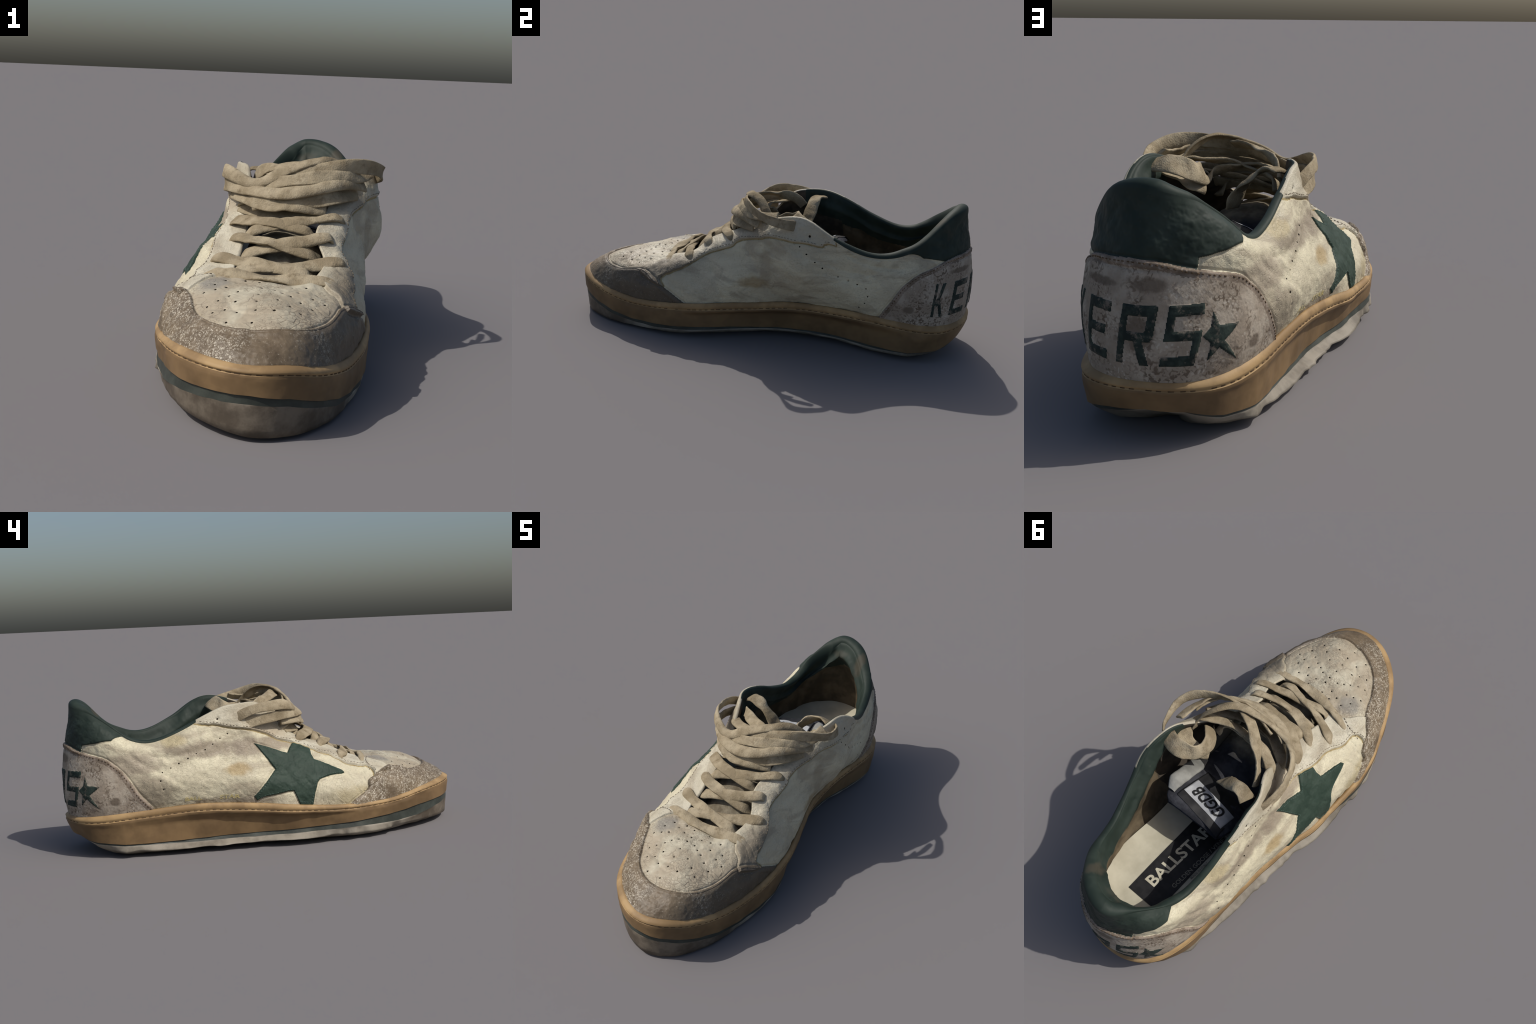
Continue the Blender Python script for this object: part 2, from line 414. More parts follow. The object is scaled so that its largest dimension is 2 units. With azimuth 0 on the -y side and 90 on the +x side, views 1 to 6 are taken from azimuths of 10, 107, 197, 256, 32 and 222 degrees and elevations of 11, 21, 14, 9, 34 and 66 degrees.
for q in EYELETS:
    disp -= .007 * np.exp(-((P - np.array(q)) ** 2).sum(2) / .010 ** 2)

# along the very top edge the steps between panels are worn smooth
kern = np.exp(-(np.arange(-40, 41) / 18.0) ** 2)
kern /= kern.sum()
worn = sum(k_ * np.roll(disp, int(o_), 0) for k_, o_ in zip(kern, range(-40, 41)))
w_top = smooth(.88, .99, T)[None]
disp = disp * (1 - w_top) + worn * w_top

SKIN = P + N * disp[..., None]
SN = grid_normals(SKIN)


def skin_at(s, t, lift=0.0):
    """points and normals of the finished skin at (s, t)"""
    fi = np.mod(s, 1) * NS
    i0 = np.floor(fi).astype(int) % NS
    i1 = (i0 + 1) % NS
    a = (fi - np.floor(fi))[:, None]
    fj = np.clip(t, 0, 1) * (NT - 1)
    j0 = np.minimum(fj.astype(int), NT - 2)
    b = (fj - j0)[:, None]

    def mix(G):
        return (G[i0, j0] * (1 - a) + G[i1, j0] * a) * (1 - b) + (G[i0, j0 + 1] * (1 - a) + G[i1, j0 + 1] * a) * b
    n = mix(SN)
    n /= np.linalg.norm(n, axis=1, keepdims=True)
    return mix(SKIN) + n * lift, n


# ---------------------------------------------------------------- object helpers
root = bpy.data.objects.new("worn_sneaker", None)
bpy.context.scene.collection.objects.link(root)
root["label"] = "worn low-top leather sneaker, cream with dark green star and heel"
root["category"] = "sneaker"


def add(name, mesh, mat=None, parent=root, stuff=False):
    ob = bpy.data.objects.new(name, mesh)
    bpy.context.scene.collection.objects.link(ob)
    ob.parent = parent
    if mat is not None:
        mesh.materials.append(mat)
    if stuff:
        ob["kind"] = "stuff"
    return ob


def make_mesh(name, verts, faces, normals=None, flat=False):
    """faces: (n, 4) or (n, 3) int array, or a list of such arrays"""
    me = bpy.data.meshes.new(name)
    groups = faces if isinstance(faces, list) else [faces]
    verts = np.ascontiguousarray(verts, np.float32)
    me.vertices.add(len(verts))
    me.vertices.foreach_set("co", verts.ravel())
    loops = np.concatenate([np.asarray(g).ravel() for g in groups])
    tot = np.concatenate([np.full(len(g), np.asarray(g).shape[1]) for g in groups])
    me.loops.add(len(loops))
    me.loops.foreach_set("vertex_index", loops.astype(np.int32))
    me.polygons.add(len(tot))
    me.polygons.foreach_set("loop_start", np.r_[0, np.cumsum(tot)[:-1]].astype(np.int32))
    me.polygons.foreach_set("loop_total", tot.astype(np.int32))
    me.polygons.foreach_set("use_smooth", np.full(len(tot), not flat))
    me.update(calc_edges=True)
    me.validate()
    if normals is not None:
        me.normals_split_custom_set_from_vertices(np.ascontiguousarray(normals, np.float32).tolist())
    return me


def grid_faces(nu, nv, closed=False, flip=False):
    i = np.arange(nu if closed else nu - 1)[:, None]
    j = np.arange(nv - 1)[None]
    i2 = (i + 1) % nu
    f = np.stack([i * nv + j, i2 * nv + j, i2 * nv + j + 1, i * nv + j + 1], -1).reshape(-1, 4)
    return f[:, ::-1] if flip else f


def part_of(verts, faces, normals=None):
    """compact the vertices used by faces"""
    used, inv = np.unique(faces, return_inverse=True)
    return verts[used], inv.reshape(faces.shape), None if normals is None else normals[used]


def loft(name, rows, closed, mat, caps=False, flip=False, flat=False, stuff=False, parent=root):
    """mesh through a (nu, nv, 3) array of points"""
    nu, nv = rows.shape[:2]
    me = make_mesh(name, rows.reshape(-1, 3), grid_faces(nu, nv, closed, flip), flat=flat)
    return add(name, me, mat, parent, stuff)


# ---------------------------------------------------------------- materials
class Mat:
    """small helper round a Principled material on Object coordinates"""

    def __init__(self, name, rough=.7, spec=.3):
        self.m = bpy.data.materials.new(name)
        self.m.use_nodes = True
        self.t = self.m.node_tree
        self.bsdf = self.t.nodes["Principled BSDF"]
        self.bsdf.inputs["Roughness"].default_value = rough
        self.bsdf.inputs["Specular IOR Level"].default_value = spec
        self.tc = self.node("ShaderNodeTexCoord").outputs["Object"]

    def node(self, kind, **props):
        n = self.t.nodes.new(kind)
        for k, v in props.items():
            setattr(n, k, v)
        return n

    def link(self, a, b):
        self.t.links.new(a, b)

    def put(self, sock, v):
        if isinstance(v, bpy.types.NodeSocket):
            self.link(v, sock)
        elif isinstance(v, (tuple, list)) and len(v) == 3 and sock.type == "RGBA":
            sock.default_value = (*v, 1)
        else:
            sock.default_value = v

    def map(self, scale=(1, 1, 1), rot=(0, 0, 0), loc=(0, 0, 0), src=None):
        n = self.node("ShaderNodeMapping")
        self.link(src or self.tc, n.inputs["Vector"])
        n.inputs["Scale"].default_value = scale
        n.inputs["Rotation"].default_value = rot
        n.inputs["Location"].default_value = loc
        return n.outputs[0]

    def noise(self, scale, detail=4, rough=.55, distort=0, vec=None):
        n = self.node("ShaderNodeTexNoise")
        self.link(vec or self.tc, n.inputs["Vector"])
        self.put(n.inputs["Scale"], scale)
        self.put(n.inputs["Detail"], detail)
        self.put(n.inputs["Roughness"], rough)
        self.put(n.inputs["Distortion"], distort)
        return n.outputs["Fac"]

    def warp(self, amount, scale, vec=None):
        """coordinates pushed about by noise"""
        n = self.node("ShaderNodeTexNoise")
        self.link(vec or self.tc, n.inputs["Vector"])
        self.put(n.inputs["Scale"], scale)
        s = self.node("ShaderNodeVectorMath", operation="SUBTRACT")
        self.link(n.outputs["Color"], s.inputs[0])
        s.inputs[1].default_value = (.5, .5, .5)
        k = self.node("ShaderNodeVectorMath", operation="SCALE")
        self.link(s.outputs[0], k.inputs[0])
        k.inputs["Scale"].default_value = amount
        a = self.node("ShaderNodeVectorMath", operation="ADD")
        self.link(vec or self.tc, a.inputs[0])
        self.link(k.outputs[0], a.inputs[1])
        return a.outputs[0]

    def voronoi(self, scale, feature="F1", vec=None, rand=1.0):
        n = self.node("ShaderNodeTexVoronoi", feature=feature)
        self.link(vec or self.tc, n.inputs["Vector"])
        self.put(n.inputs["Scale"], scale)
        self.put(n.inputs["Randomness"], rand)
        return n.outputs["Distance"]

    def ramp(self, fac, lo, hi, a=0.0, b=1.0):
        """linear remap lo..hi -> a..b, clamped"""
        n = self.node("ShaderNodeMapRange", interpolation_type="SMOOTHSTEP")
        self.link(fac, n.inputs["Value"])
        for k, v in zip(("From Min", "From Max", "To Min", "To Max"), (lo, hi, a, b)):
            n.inputs[k].default_value = v
        return n.outputs[0]

    def math(self, op, a, b=0.0):
        n = self.node("ShaderNodeMath", operation=op)
        self.put(n.inputs[0], a)
        self.put(n.inputs[1], b)
        return n.outputs[0]

    def mix(self, fac, a, b):
        n = self.node("ShaderNodeMix", data_type="RGBA")
        self.put(n.inputs["Factor"], fac)
        self.put(n.inputs["A"], a) if False else self.put(n.inputs[6], a)
        self.put(n.inputs[7], b)
        return n.outputs[2]

    def near(self, centre, radii, soft=.4, wob=.25, scale=25):
        """1 inside a wobbly ellipsoid patch"""
        v = self.node("ShaderNodeVectorMath", operation="SUBTRACT")
        self.link(self.tc, v.inputs[0])
        v.inputs[1].default_value = centre
        d = self.node("ShaderNodeVectorMath", operation="DIVIDE")
        self.link(v.outputs[0], d.inputs[0])
        d.inputs[1].default_value = radii
        l = self.node("ShaderNodeVectorMath", operation="LENGTH")
        self.link(d.outputs[0], l.inputs[0])
        w = self.math("MULTIPLY", self.math("SUBTRACT", self.noise(scale, 3), .5), wob * 4)
        return self.ramp(self.math("ADD", l.outputs["Value"], w), 1 + soft, 1 - soft)

    def axis(self, which):
        n = self.node("ShaderNodeSeparateXYZ")
        self.link(self.tc, n.inputs[0])
        return n.outputs["XYZ".index(which)]

    def bump(self, h, strength=.5, dist=.004, prev=None):
        n = self.node("ShaderNodeBump")
        self.link(h, n.inputs["Height"])
        n.inputs["Strength"].default_value = strength
        n.inputs["Distance"].default_value = dist
        if prev is not None:
            self.link(prev, n.inputs["Normal"])
        self.link(n.outputs[0], self.bsdf.inputs["Normal"])
        return n.outputs[0]

    def base(self, col):
        self.put(self.bsdf.inputs["Base Color"], col)
        return self.m


def mat_leather(name, pale, mid, dirt, amount=.5, stains=()):
    m = Mat(name, .55, .35)
    big = m.noise(3.2, 4, .6, .6, m.map((1, .8, 1.4)))
    streak = m.noise(7, 5, .6, 1.2, m.map((1, .45, 1.5), (0.5, 0, 0)))
    c = m.mix(m.ramp(big, .40, .62), mid, pale)
    c = m.mix(m.math("MULTIPLY", m.ramp(streak, .47, .66), amount), c, dirt)
    fine = m.noise(90, 5, .7)
    c = m.mix(m.ramp(fine, .52, .75, 0, .35), c, tuple(v * .55 for v in dirt))
    for centre, radii, col, k in stains:
        c = m.mix(m.math("MULTIPLY", m.near(centre, radii), k), c, col)
    # grain wrinkles: fine cells stretched into creases
    w = m.warp(.03, 18)
    cells = m.voronoi(95, "DISTANCE_TO_EDGE", m.map((1, .55, 1.5), (.45, 0, 0), src=w))
    crack = m.ramp(cells, .0, .09)
    c = m.mix(m.math("MULTIPLY", m.ramp(m.noise(6, 2), .45, .65), m.ramp(cells, .05, .0, 0, .35)), c, tuple(v * .6 for v in dirt))
    b = m.bump(crack, .40, .0030)
    m.bump(fine, .30, .002, b)
    return m.base(c)


CREAM_STAINS = [((-.308, .212, .376), (.05, .055, .028), (.36, .26, .12), .75),
                ((-.251, .497, .522), (.05, .06, .03), (.42, .34, .18), .6),
                ((-.262, .15, .47), (.07, .08, .05), (.25, .205, .15), .85),
                ((-.275, .36, .475), (.05, .19, .035), (.25, .205, .15), .85),
                ((-.24, .02, .475), (.06, .11, .035), (.27, .22, .16), .85),
                ((-.27, .72, .43), (.05, .15, .05), (.31, .26, .195), .8),
                ((-.30, .63, .30), (.05, .12, .08), (.28, .235, .17), .8),
                ((-.33, .32, .225), (.05, .28, .028), (.25, .21, .155), .8),
                ((-.34, -.37, .20), (.05, .14, .05), (.33, .27, .15), .7),
                ((.33, .0, .33), (.06, .07, .03), (.33, .24, .12), .7),
                ((.33, .06, .42), (.06, .03, .12), (.30, .25, .17), .5)]
M_QUARTER = mat_leather("aged_cream_leather", (.62, .57, .41), (.48, .43, .31), (.30, .25, .18), .6, CREAM_STAINS)
M_EYESTAY = mat_leather("aged_eyestay_leather", (.54, .50, .39), (.44, .395, .295), (.28, .23, .16), .55,
                        [((.30, -.42, .32), (.08, .17, .09), (.15, .125, .09), .85), ((-.21, .03, .56), (.06, .13, .06), (.36, .29, .20), .7), ((.28, -.05, .55), (.08, .14, .08), (.30, .25, .18), .6)])


def mat_vamp():
    m = Mat("cracked_vamp_leather", .5, .35)
    big = m.noise(5, 4, .6, .5)
    c = m.mix(m.ramp(big, .4, .62), (.36, .305, .22), (.47, .43, .325))
    w = m.warp(.05, 9)
    l1 = m.voronoi(30, "DISTANCE_TO_EDGE", m.map((.75, 1.5, 1), (0, 0, .45), src=w))
    l2 = m.voronoi(85, "DISTANCE_TO_EDGE", m.map((.6, 1.5, 1), (0, 0, .3), src=m.warp(.03, 20)))
    k1 = m.math("MULTIPLY", m.ramp(l1, .045, .0), m.ramp(m.noise(7, 2), .42, .58))
    k2 = m.math("MULTIPLY", m.ramp(l2, .09, .0), m.ramp(m.noise(9, 2), .40, .62))
    k = m.math("MAXIMUM", k1, m.math("MULTIPLY", k2, .8))
    c = m.mix(m.math("MULTIPLY", k, .75), c, (.16, .125, .085))
    c = m.mix(m.ramp(m.noise(60, 4), .55, .75, 0, .4), c, (.27, .225, .17))
    c = m.mix(m.math("MULTIPLY", m.near((-.13, -.55, .345), (.05, .05, .05)), .6), c, (.20, .19, .17))
    b = m.bump(k, -.5, .003) if False else m.bump(m.math("SUBTRACT", 1.0, k), .5, .003)
    m.bump(m.noise(140, 4), .2, .002, b)
    return m.base(c)


M_VAMP = mat_vamp()


def mat_guard():
    m = Mat("mottled_guard_leather", .5, .4)
    c = m.mix(m.ramp(m.noise(9, 5, .65), .35, .68), (.102, .073, .043), (.178, .133, .082))
    # pale grain islands between dark lines, mostly on the star side
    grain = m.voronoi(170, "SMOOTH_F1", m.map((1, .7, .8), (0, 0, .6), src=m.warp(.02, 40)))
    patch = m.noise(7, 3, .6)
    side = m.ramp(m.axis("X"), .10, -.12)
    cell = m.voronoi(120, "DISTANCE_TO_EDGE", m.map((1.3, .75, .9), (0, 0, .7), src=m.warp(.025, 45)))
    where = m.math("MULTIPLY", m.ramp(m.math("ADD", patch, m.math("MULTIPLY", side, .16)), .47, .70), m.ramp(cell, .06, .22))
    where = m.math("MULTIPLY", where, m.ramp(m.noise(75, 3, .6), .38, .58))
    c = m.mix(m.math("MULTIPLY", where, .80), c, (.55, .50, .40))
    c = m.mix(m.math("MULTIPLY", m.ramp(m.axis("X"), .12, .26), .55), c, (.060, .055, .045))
    speck = m.math("MULTIPLY", m.ramp(m.noise(170, 3, .6), .63, .72), .5)
    c = m.mix(speck, c, (.50, .46, .37))
    b = m.bump(grain, -.35, .004)
    m.bump(m.noise(60, 5, .7), .4, .004, b)
    return m.base(c)


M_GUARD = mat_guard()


def mat_counter(name, border=False):
    m = Mat(name, .75, .2)
    if border:
        c = m.mix(m.ramp(m.noise(22, 4), .4, .62), (.155, .120, .088), (.26, .21, .165))
        c = m.mix(m.ramp(m.noise(120, 3), .55, .68, 0, .6), c, (.40, .35, .30))
    else:
        c = m.mix(m.ramp(m.noise(11, 4), .4, .62), (.29, .242, .188), (.385, .335, .27))  # base browned and deepened after the shaded view of the heel
        cells = m.voronoi(120, "SMOOTH_F1", m.warp(.03, 45))
        spots = m.math("MULTIPLY", m.ramp(cells, .42, .60), m.ramp(m.noise(12, 3), .38, .62))
        c = m.mix(m.math("MULTIPLY", spots, .9), c, (.115, .085, .060))
        pale = m.math("MULTIPLY", m.ramp(m.voronoi(85, "SMOOTH_F1", m.warp(.03, 40)), .34, .20), m.ramp(m.noise(10, 3), .45, .62))
        c = m.mix(m.math("MULTIPLY", pale, .6), c, (.52, .47, .40))
        c = m.mix(m.math("MULTIPLY", m.ramp(m.noise(60, 5, .75), .55, .70), .6), c, (.17, .135, .105))
        for q, r in [((-.264, .783, .268), (.03, .026, .02)), ((.245, .74, .275), (.03, .026, .02)), ((-.05, .985, .46), (.05, .03, .02)), ((-.02, .99, .33), (.045, .03, .05)), ((.1, .95, .455), (.07, .05, .012))]:
            c = m.mix(m.math("MULTIPLY", m.near(q, r, .3, .25, 40), .85), c, (.135, .105, .078))
    b = m.bump(m.noise(75, 5, .7), .5, .004)
    m.bump(m.voronoi(110, "SMOOTH_F1"), .25, .003, b)
    return m.base(c)


M_COUNTER = mat_counter("speckled_counter_leather")
M_COUNTER_EDGE = mat_counter("dark_counter_edge", True)


def mat_plain(name, a, b, scale=12, rough=.6, spec=.3, grain=120, bump=.3, dist=.002, lo=.38, hi=.64, metallic=0):
    m = Mat(name, rough, spec)
    c = m.mix(m.ramp(m.noise(scale, 5, .6), lo, hi), a, b)
    m.bump(m.noise(grain, 4, .6), bump, dist)
    m.bsdf.inputs["Metallic"].default_value = metallic
    return m.base(c)


M_GREEN = mat_plain("green_leather", (.021, .038, .027), (.033, .053, .039), 14, .6, .2, 110, .35, .002)
def mat_collar():
    """green collar leather with a torn, browned patch inside the heel"""
    m = Mat("green_collar_leather", .6, .2)
    c = m.mix(m.ramp(m.noise(10, 5, .6), .38, .64), (.018, .028, .022), (.029, .041, .033))
    c = m.mix(m.ramp(m.noise(35, 5, .7), .60, .74, 0, .4), c, (.055, .062, .050))
    for q, r, k in (((.105, .835, .625), (.030, .05, .065), .5), ((-.02, .875, .64), (.06, .03, .03), .3)):
        c = m.mix(m.math("MULTIPLY", m.near(q, r, .3, .3, 22), k), c, (.085, .068, .048))
    c = m.mix(m.math("MULTIPLY", m.near((.115, .83, .595), (.02, .03, .03), .3, .3, 30), .9), c, (.008, .007, .006))
    m.bump(m.noise(90, 4), .15, .002)
    return m.base(c)


M_COLLAR = mat_collar()
def mat_letter():
    """dark green print, rubbed through to the grey leather in places"""
    m = Mat("worn_green_print", .7, .2)
    c = m.mix(m.ramp(m.noise(30, 4), .4, .65), (.014, .023, .020), (.032, .046, .038))
    rub = m.math("MULTIPLY", m.ramp(m.noise(26, 5, .7), .53, .66), .75)
    c = m.mix(rub, c, (.20, .165, .13))
    m.bump(m.noise(90, 4), .4, .003)
    return m.base(c)


M_LETTER = mat_letter()
M_LINING = mat_plain("tan_lining", (.075, .059, .039), (.150, .118, .077), 8, .85, .1, 90, .4, .003)  # tan taken down toward black to carry the shadow inside the shoe
M_INNER = mat_plain("dark_inner_cloth", (.05, .042, .034), (.085, .07, .055), 14, .9, .1, 90, .4, .003)
M_INSOLE = mat_plain("cream_insole", (.43, .40, .305), (.53, .50, .39), 6, .7, .2, 150, .2, .001)
M_INK = mat_plain("black_print", (.010, .010, .011), (.018, .018, .019), 30, .6, .3)
M_PRINT = mat_plain("cream_print", (.50, .47, .36), (.58, .55, .43), 30, .6, .3)
M_FAINT = mat_plain("worn_small_print", (.17, .16, .13), (.25, .235, .19), 60, .6, .3)
def mat_tongue():
    """charcoal cloth towards the heel, dusty taupe leather under the laces"""
    m = Mat("tongue_cloth", .9, .1)
    dark = m.mix(m.ramp(m.noise(18, 5, .6), .38, .64), (.028, .029, .034), (.055, .056, .064))
    dust = m.mix(m.ramp(m.noise(14, 5, .6), .38, .64), (.13, .108, .075), (.26, .23, .17))
    y = m.math("ADD", m.axis("Y"), m.math("MULTIPLY", m.math("SUBTRACT", m.noise(9, 3), .5), .18))
    c = m.mix(m.ramp(y, .02, -.08), dark, dust)
    m.bump(m.noise(140, 4), .5, .003)
    return m.base(c)


M_TONGUE = mat_tongue()
M_TONGUE_EDGE = mat_plain("grey_tongue_padding", (.20, .20, .185), (.31, .31, .285), 9, .9, .1, 60, .5, .004)
M_LABEL = mat_plain("white_label_cloth", (.30, .31, .32), (.42, .43, .44), 14, .8, .1, 200, .3, .001)
M_THREAD = mat_plain("dark_thread", (.045, .032, .022), (.07, .05, .035), 40, .9, .1)
M_BROWN_THREAD = mat_plain("brown_thread", (.085, .055, .032), (.13, .088, .052), 40, .9, .1)
M_GREY_THREAD = mat_plain("grey_thread", (.15, .125, .09), (.22, .185, .135), 40, .9, .1)
M_GREEN_THREAD = mat_plain("green_thread", (.05, .085, .070), (.08, .12, .10), 40, .9, .1)
M_HOLE = mat_plain("hole_shadow_black", (.012, .010, .008), (.02, .016, .012), 40, 1, 0)
M_GOLD = mat_plain("worn_gold_print", (.50, .41, .17), (.62, .54, .32), 70, .5, .4)
M_CUT = mat_plain("raw_cut_edge", (.27, .21, .11), (.38, .31, .17), 30, .9, .1)


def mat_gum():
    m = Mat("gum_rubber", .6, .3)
    c = m.mix(m.ramp(m.noise(5, 5, .6), .36, .64), (.130, .082, .039), (.212, .135, .064))  # browns darkened for the shade on the down-turned wall
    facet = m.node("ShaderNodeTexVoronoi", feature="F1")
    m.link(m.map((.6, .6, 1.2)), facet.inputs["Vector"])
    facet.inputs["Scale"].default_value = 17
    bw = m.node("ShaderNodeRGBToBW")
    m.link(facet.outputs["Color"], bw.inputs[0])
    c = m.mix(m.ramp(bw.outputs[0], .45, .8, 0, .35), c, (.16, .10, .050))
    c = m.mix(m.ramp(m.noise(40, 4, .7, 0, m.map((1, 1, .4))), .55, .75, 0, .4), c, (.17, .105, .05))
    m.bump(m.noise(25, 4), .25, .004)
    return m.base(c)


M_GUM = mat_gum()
M_RIM = mat_plain("lightened_gum_rim", (.245, .157, .073), (.385, .255, .120), 7, .6, .3, 40, .3, .003)  # gum colour lightened: the upward-facing lip catches more light
M_STRIPE = mat_plain("dark_green_rubber", (.029, .034, .028), (.047, .054, .045), 12, .5, .35, 40, .3, .004)
def mat_outsole():
    """pale rubber, going over to grime towards the toe"""
    m = Mat("mottled_outsole_rubber", .6, .3)
    c = m.mix(m.ramp(m.noise(7, 5, .6), .36, .64), (.145, .127, .100), (.270, .242, .195))
    toe_ = m.math("ADD", m.axis("Y"), m.math("MULTIPLY", m.math("SUBTRACT", m.noise(5, 4), .5), .35))
    brown_tone = m.mix(m.ramp(m.noise(10, 5, .65), .36, .66), (.085, .068, .050), (.165, .138, .105))
    c = m.mix(m.ramp(toe_, -.55, -.75), c, brown_tone)
    m.bump(m.noise(30, 4), .4, .005)
    return m.base(c)


M_SOLE = mat_outsole()


def mat_lace():
    m = Mat("flat_cotton_lace", .9, .1)
    c = m.mix(m.ramp(m.noise(10, 5, .6), .36, .66), (.235, .190, .122), (.385, .325, .225))
    c = m.mix(m.ramp(m.noise(30, 5, .7), .50, .72, 0, .65), c, (.15, .115, .07))
    w = m.node("ShaderNodeTexChecker")
    m.link(m.tc, w.inputs["Vector"])
    w.inputs["Scale"].default_value = 320
    b = m.bump(m.noise(190, 3, .6), .7, .004)
    m.bump(m.noise(40, 3, .6), .35, .006, b)
    return m.base(c)


M_LACE = mat_lace()


# ---------------------------------------------------------------- upper: split the one skin into its panels
order = ["vamp", "eyestay", "eyestay.001", "toe_guard", "collar", "heel_counter", "star_patch", "heel_star", "letter_k", "letter_e", "letter_r", "letter_s"]
# two extra rows tuck the skin's foot down behind the rubber rim
out_h = SN[:, :1] * [1, 1, 0]
foot = np.concatenate([SKIN[:, :1] - out_h * .012 - [0, 0, .045], SKIN[:, :1] - out_h * .003 - [0, 0, .012]], 1)
full = np.concatenate([foot, SKIN], 1)
fulln = np.concatenate([SN[:, :1], SN[:, :1], SN], 1)
NF = NT + 2
faces = grid_faces(NS, NF, True)
label = np.zeros(len(faces), int)


def face_value(d):
    d = np.concatenate([d[:, :1], d[:, :1], d], 1).reshape(-1)
    return d[faces].mean(1)


half = np.repeat((S >= .5).astype(int), NF - 1)
label = 100 + half                                      # the two quarters
for k, name in enumerate(order):
    label[face_value(REG[name]) > 0] = k
# a clipped star arm passes under the lace panel; the counter has a darker stitched margin
ey = face_value(REG["eyestay"]) > 0
label[ey & (label == order.index("star_patch"))] = order.index("eyestay")
cd = face_value(REG["heel_counter"])
low = np.repeat(np.ones(NS, int), NF - 1)
cut = unwrap(np.c_[S, S * 0], 0)[:, 0]
top_gap = face_value(region(np.concatenate([counter_line, [(counter_line[-1, 0], 1.5), (counter_line[0, 0], 1.5)]]), 0))
label[(label == order.index("heel_counter")) & (top_gap > -.024)] = 102
# raw cut edge of the lace panel shows as a darker line under the seam
for name, code in (("eyestay", 103), ("eyestay.001", 104)):
    d = face_value(REG[name])
    label[(d > -.0065) & (d <= 0) & ((label == 100) | (label == 101) | (label == order.index("star_patch")))] = code

MATS = {"vamp": M_VAMP, "eyestay": M_EYESTAY, "eyestay.001": M_EYESTAY, "toe_guard": M_GUARD, "heel_counter": M_COUNTER, "collar": M_COLLAR,
        "star_patch": M_GREEN, "heel_star": M_LETTER, "letter_k": M_LETTER, "letter_e": M_LETTER, "letter_r": M_LETTER, "letter_s": M_LETTER}
NAMES = {100: ("quarter", M_QUARTER), 101: ("quarter", M_QUARTER), 102: ("counter_margin", M_COUNTER_EDGE), 103: ("cut_edge", M_CUT), 104: ("cut_edge", M_CUT)}
V, VN = full.reshape(-1, 3), fulln.reshape(-1, 3)
made = {}
pending = []
for code in np.unique(label):
    v, f, n = part_of(V, faces[label == code], VN)
    name, mat = NAMES[code] if code >= 100 else (order[code], MATS[order[code]])
    plain = name.split(".")[0]
    plain = "letter" if plain.startswith("letter_") else plain
    me = make_mesh(plain, v, f, n)
    par = {"letter": "heel_counter", "heel_star": "heel_counter", "counter_margin": "heel_counter", "cut_edge": "eyestay"}.get(plain)
    ob = add(plain, me, mat)
    made.setdefault(plain, ob)
    if par:
        pending.append((ob, par))
for ob, par in pending:
    ob.parent = made[par]

# ---------------------------------------------------------------- rolled top edge and lining
pad = np.interp(S, KS, np.r_[PAD, PAD[:1]])
topn = SN[:, -1] * [1, 1, .3]
topn /= np.linalg.norm(topn, axis=1, keepdims=True)
O = SKIN[:, -1]
ROLL = 12
ang = np.linspace(0, np.pi, ROLL)
C = O - topn * pad[:, None] * .5
tang = SKIN[:, -1] - SKIN[:, -6]
tang /= np.linalg.norm(tang, axis=1, keepdims=True)
isfront = smooth(.16, .04, np.abs(0 * S) + O[:, 1])[:, None]
up = np.array([0, 0, 1.0]) * (1 - isfront) + tang * isfront
up /= np.linalg.norm(up, axis=1, keepdims=True)
roll = C[:, None] + topn[:, None] * (pad[:, None, None] * .5 * np.cos(ang)[None, :, None]) + up[:, None] * (pad[:, None, None] * .40 * np.sin(ang)[None, :, None])
roll += SN[:, -1:] * (.0014 * fbm(roll, 9, 2, 51))[..., None] * np.sin(ang)[None, :, None]
roll[:, 0] = O
# lining: the skin pushed inwards, thick at the padded collar, thin below
NL = 70
tl = np.linspace(1, .02, NL)
ji = np.clip(np.round(tl * (NT - 1)).astype(int), 0, NT - 1)
skin_l, n_l = P[:, ji], N[:, ji]
arc = np.concatenate([np.zeros((NS, 1)), np.cumsum(np.linalg.norm(np.diff(skin_l, axis=1), axis=2), axis=1)], 1)
deep = smooth(.0, .20, O[:, 1])[:, None] * smooth(.02, .06, arc)
th = .020 + deep * (.022 + .45 * (pad[:, None] - .03).clip(0)) + (pad[:, None] - .012).clip(0) * np.exp(-(arc / .11) ** 2) * (1 + .25 * np.sin(np.clip(arc / .12, 0, 1) * np.pi))
flat_n = n_l * [1, 1, .35]
flat_n /= np.linalg.norm(flat_n, axis=2, keepdims=True)
w = smooth(0, .03, arc)[..., None]
inner = skin_l - (n_l * w + flat_n * (1 - w)) * th[..., None]
inner += n_l * (.006 * fbm(inner, 11, 3, 61) + .0008 * fbm(inner, 55, 2, 62))[..., None]
inner = roll[:, -1:] * (1 - w) + inner * w
edge = np.concatenate([roll, inner[:, 1:]], 1)
ne = edge.shape[1]
ef = grid_faces(NS, ne, True)
en = grid_normals(edge)
arcx = np.concatenate([np.zeros((NS, ROLL)), arc[:, 1:]], 1)
band = face_y = None
ev = edge.reshape(-1, 3)
fy = ev[ef].mean(1)
fa = arcx.reshape(-1)[ef].mean(1)
fj = np.tile(np.arange(ne - 1), NS)
wob = .02 * fbm(fy, 9, 2, 71)
greenish = fy[:, 1] > .30 + wob
code = np.where(greenish, np.where(fa < .115 + wob, 0, 1), np.where(fj < ROLL - 3, 2, 3))
side_g = (fy[:, 1] > .12) & (fj > 5) & (fa < .10 + wob) & ~greenish
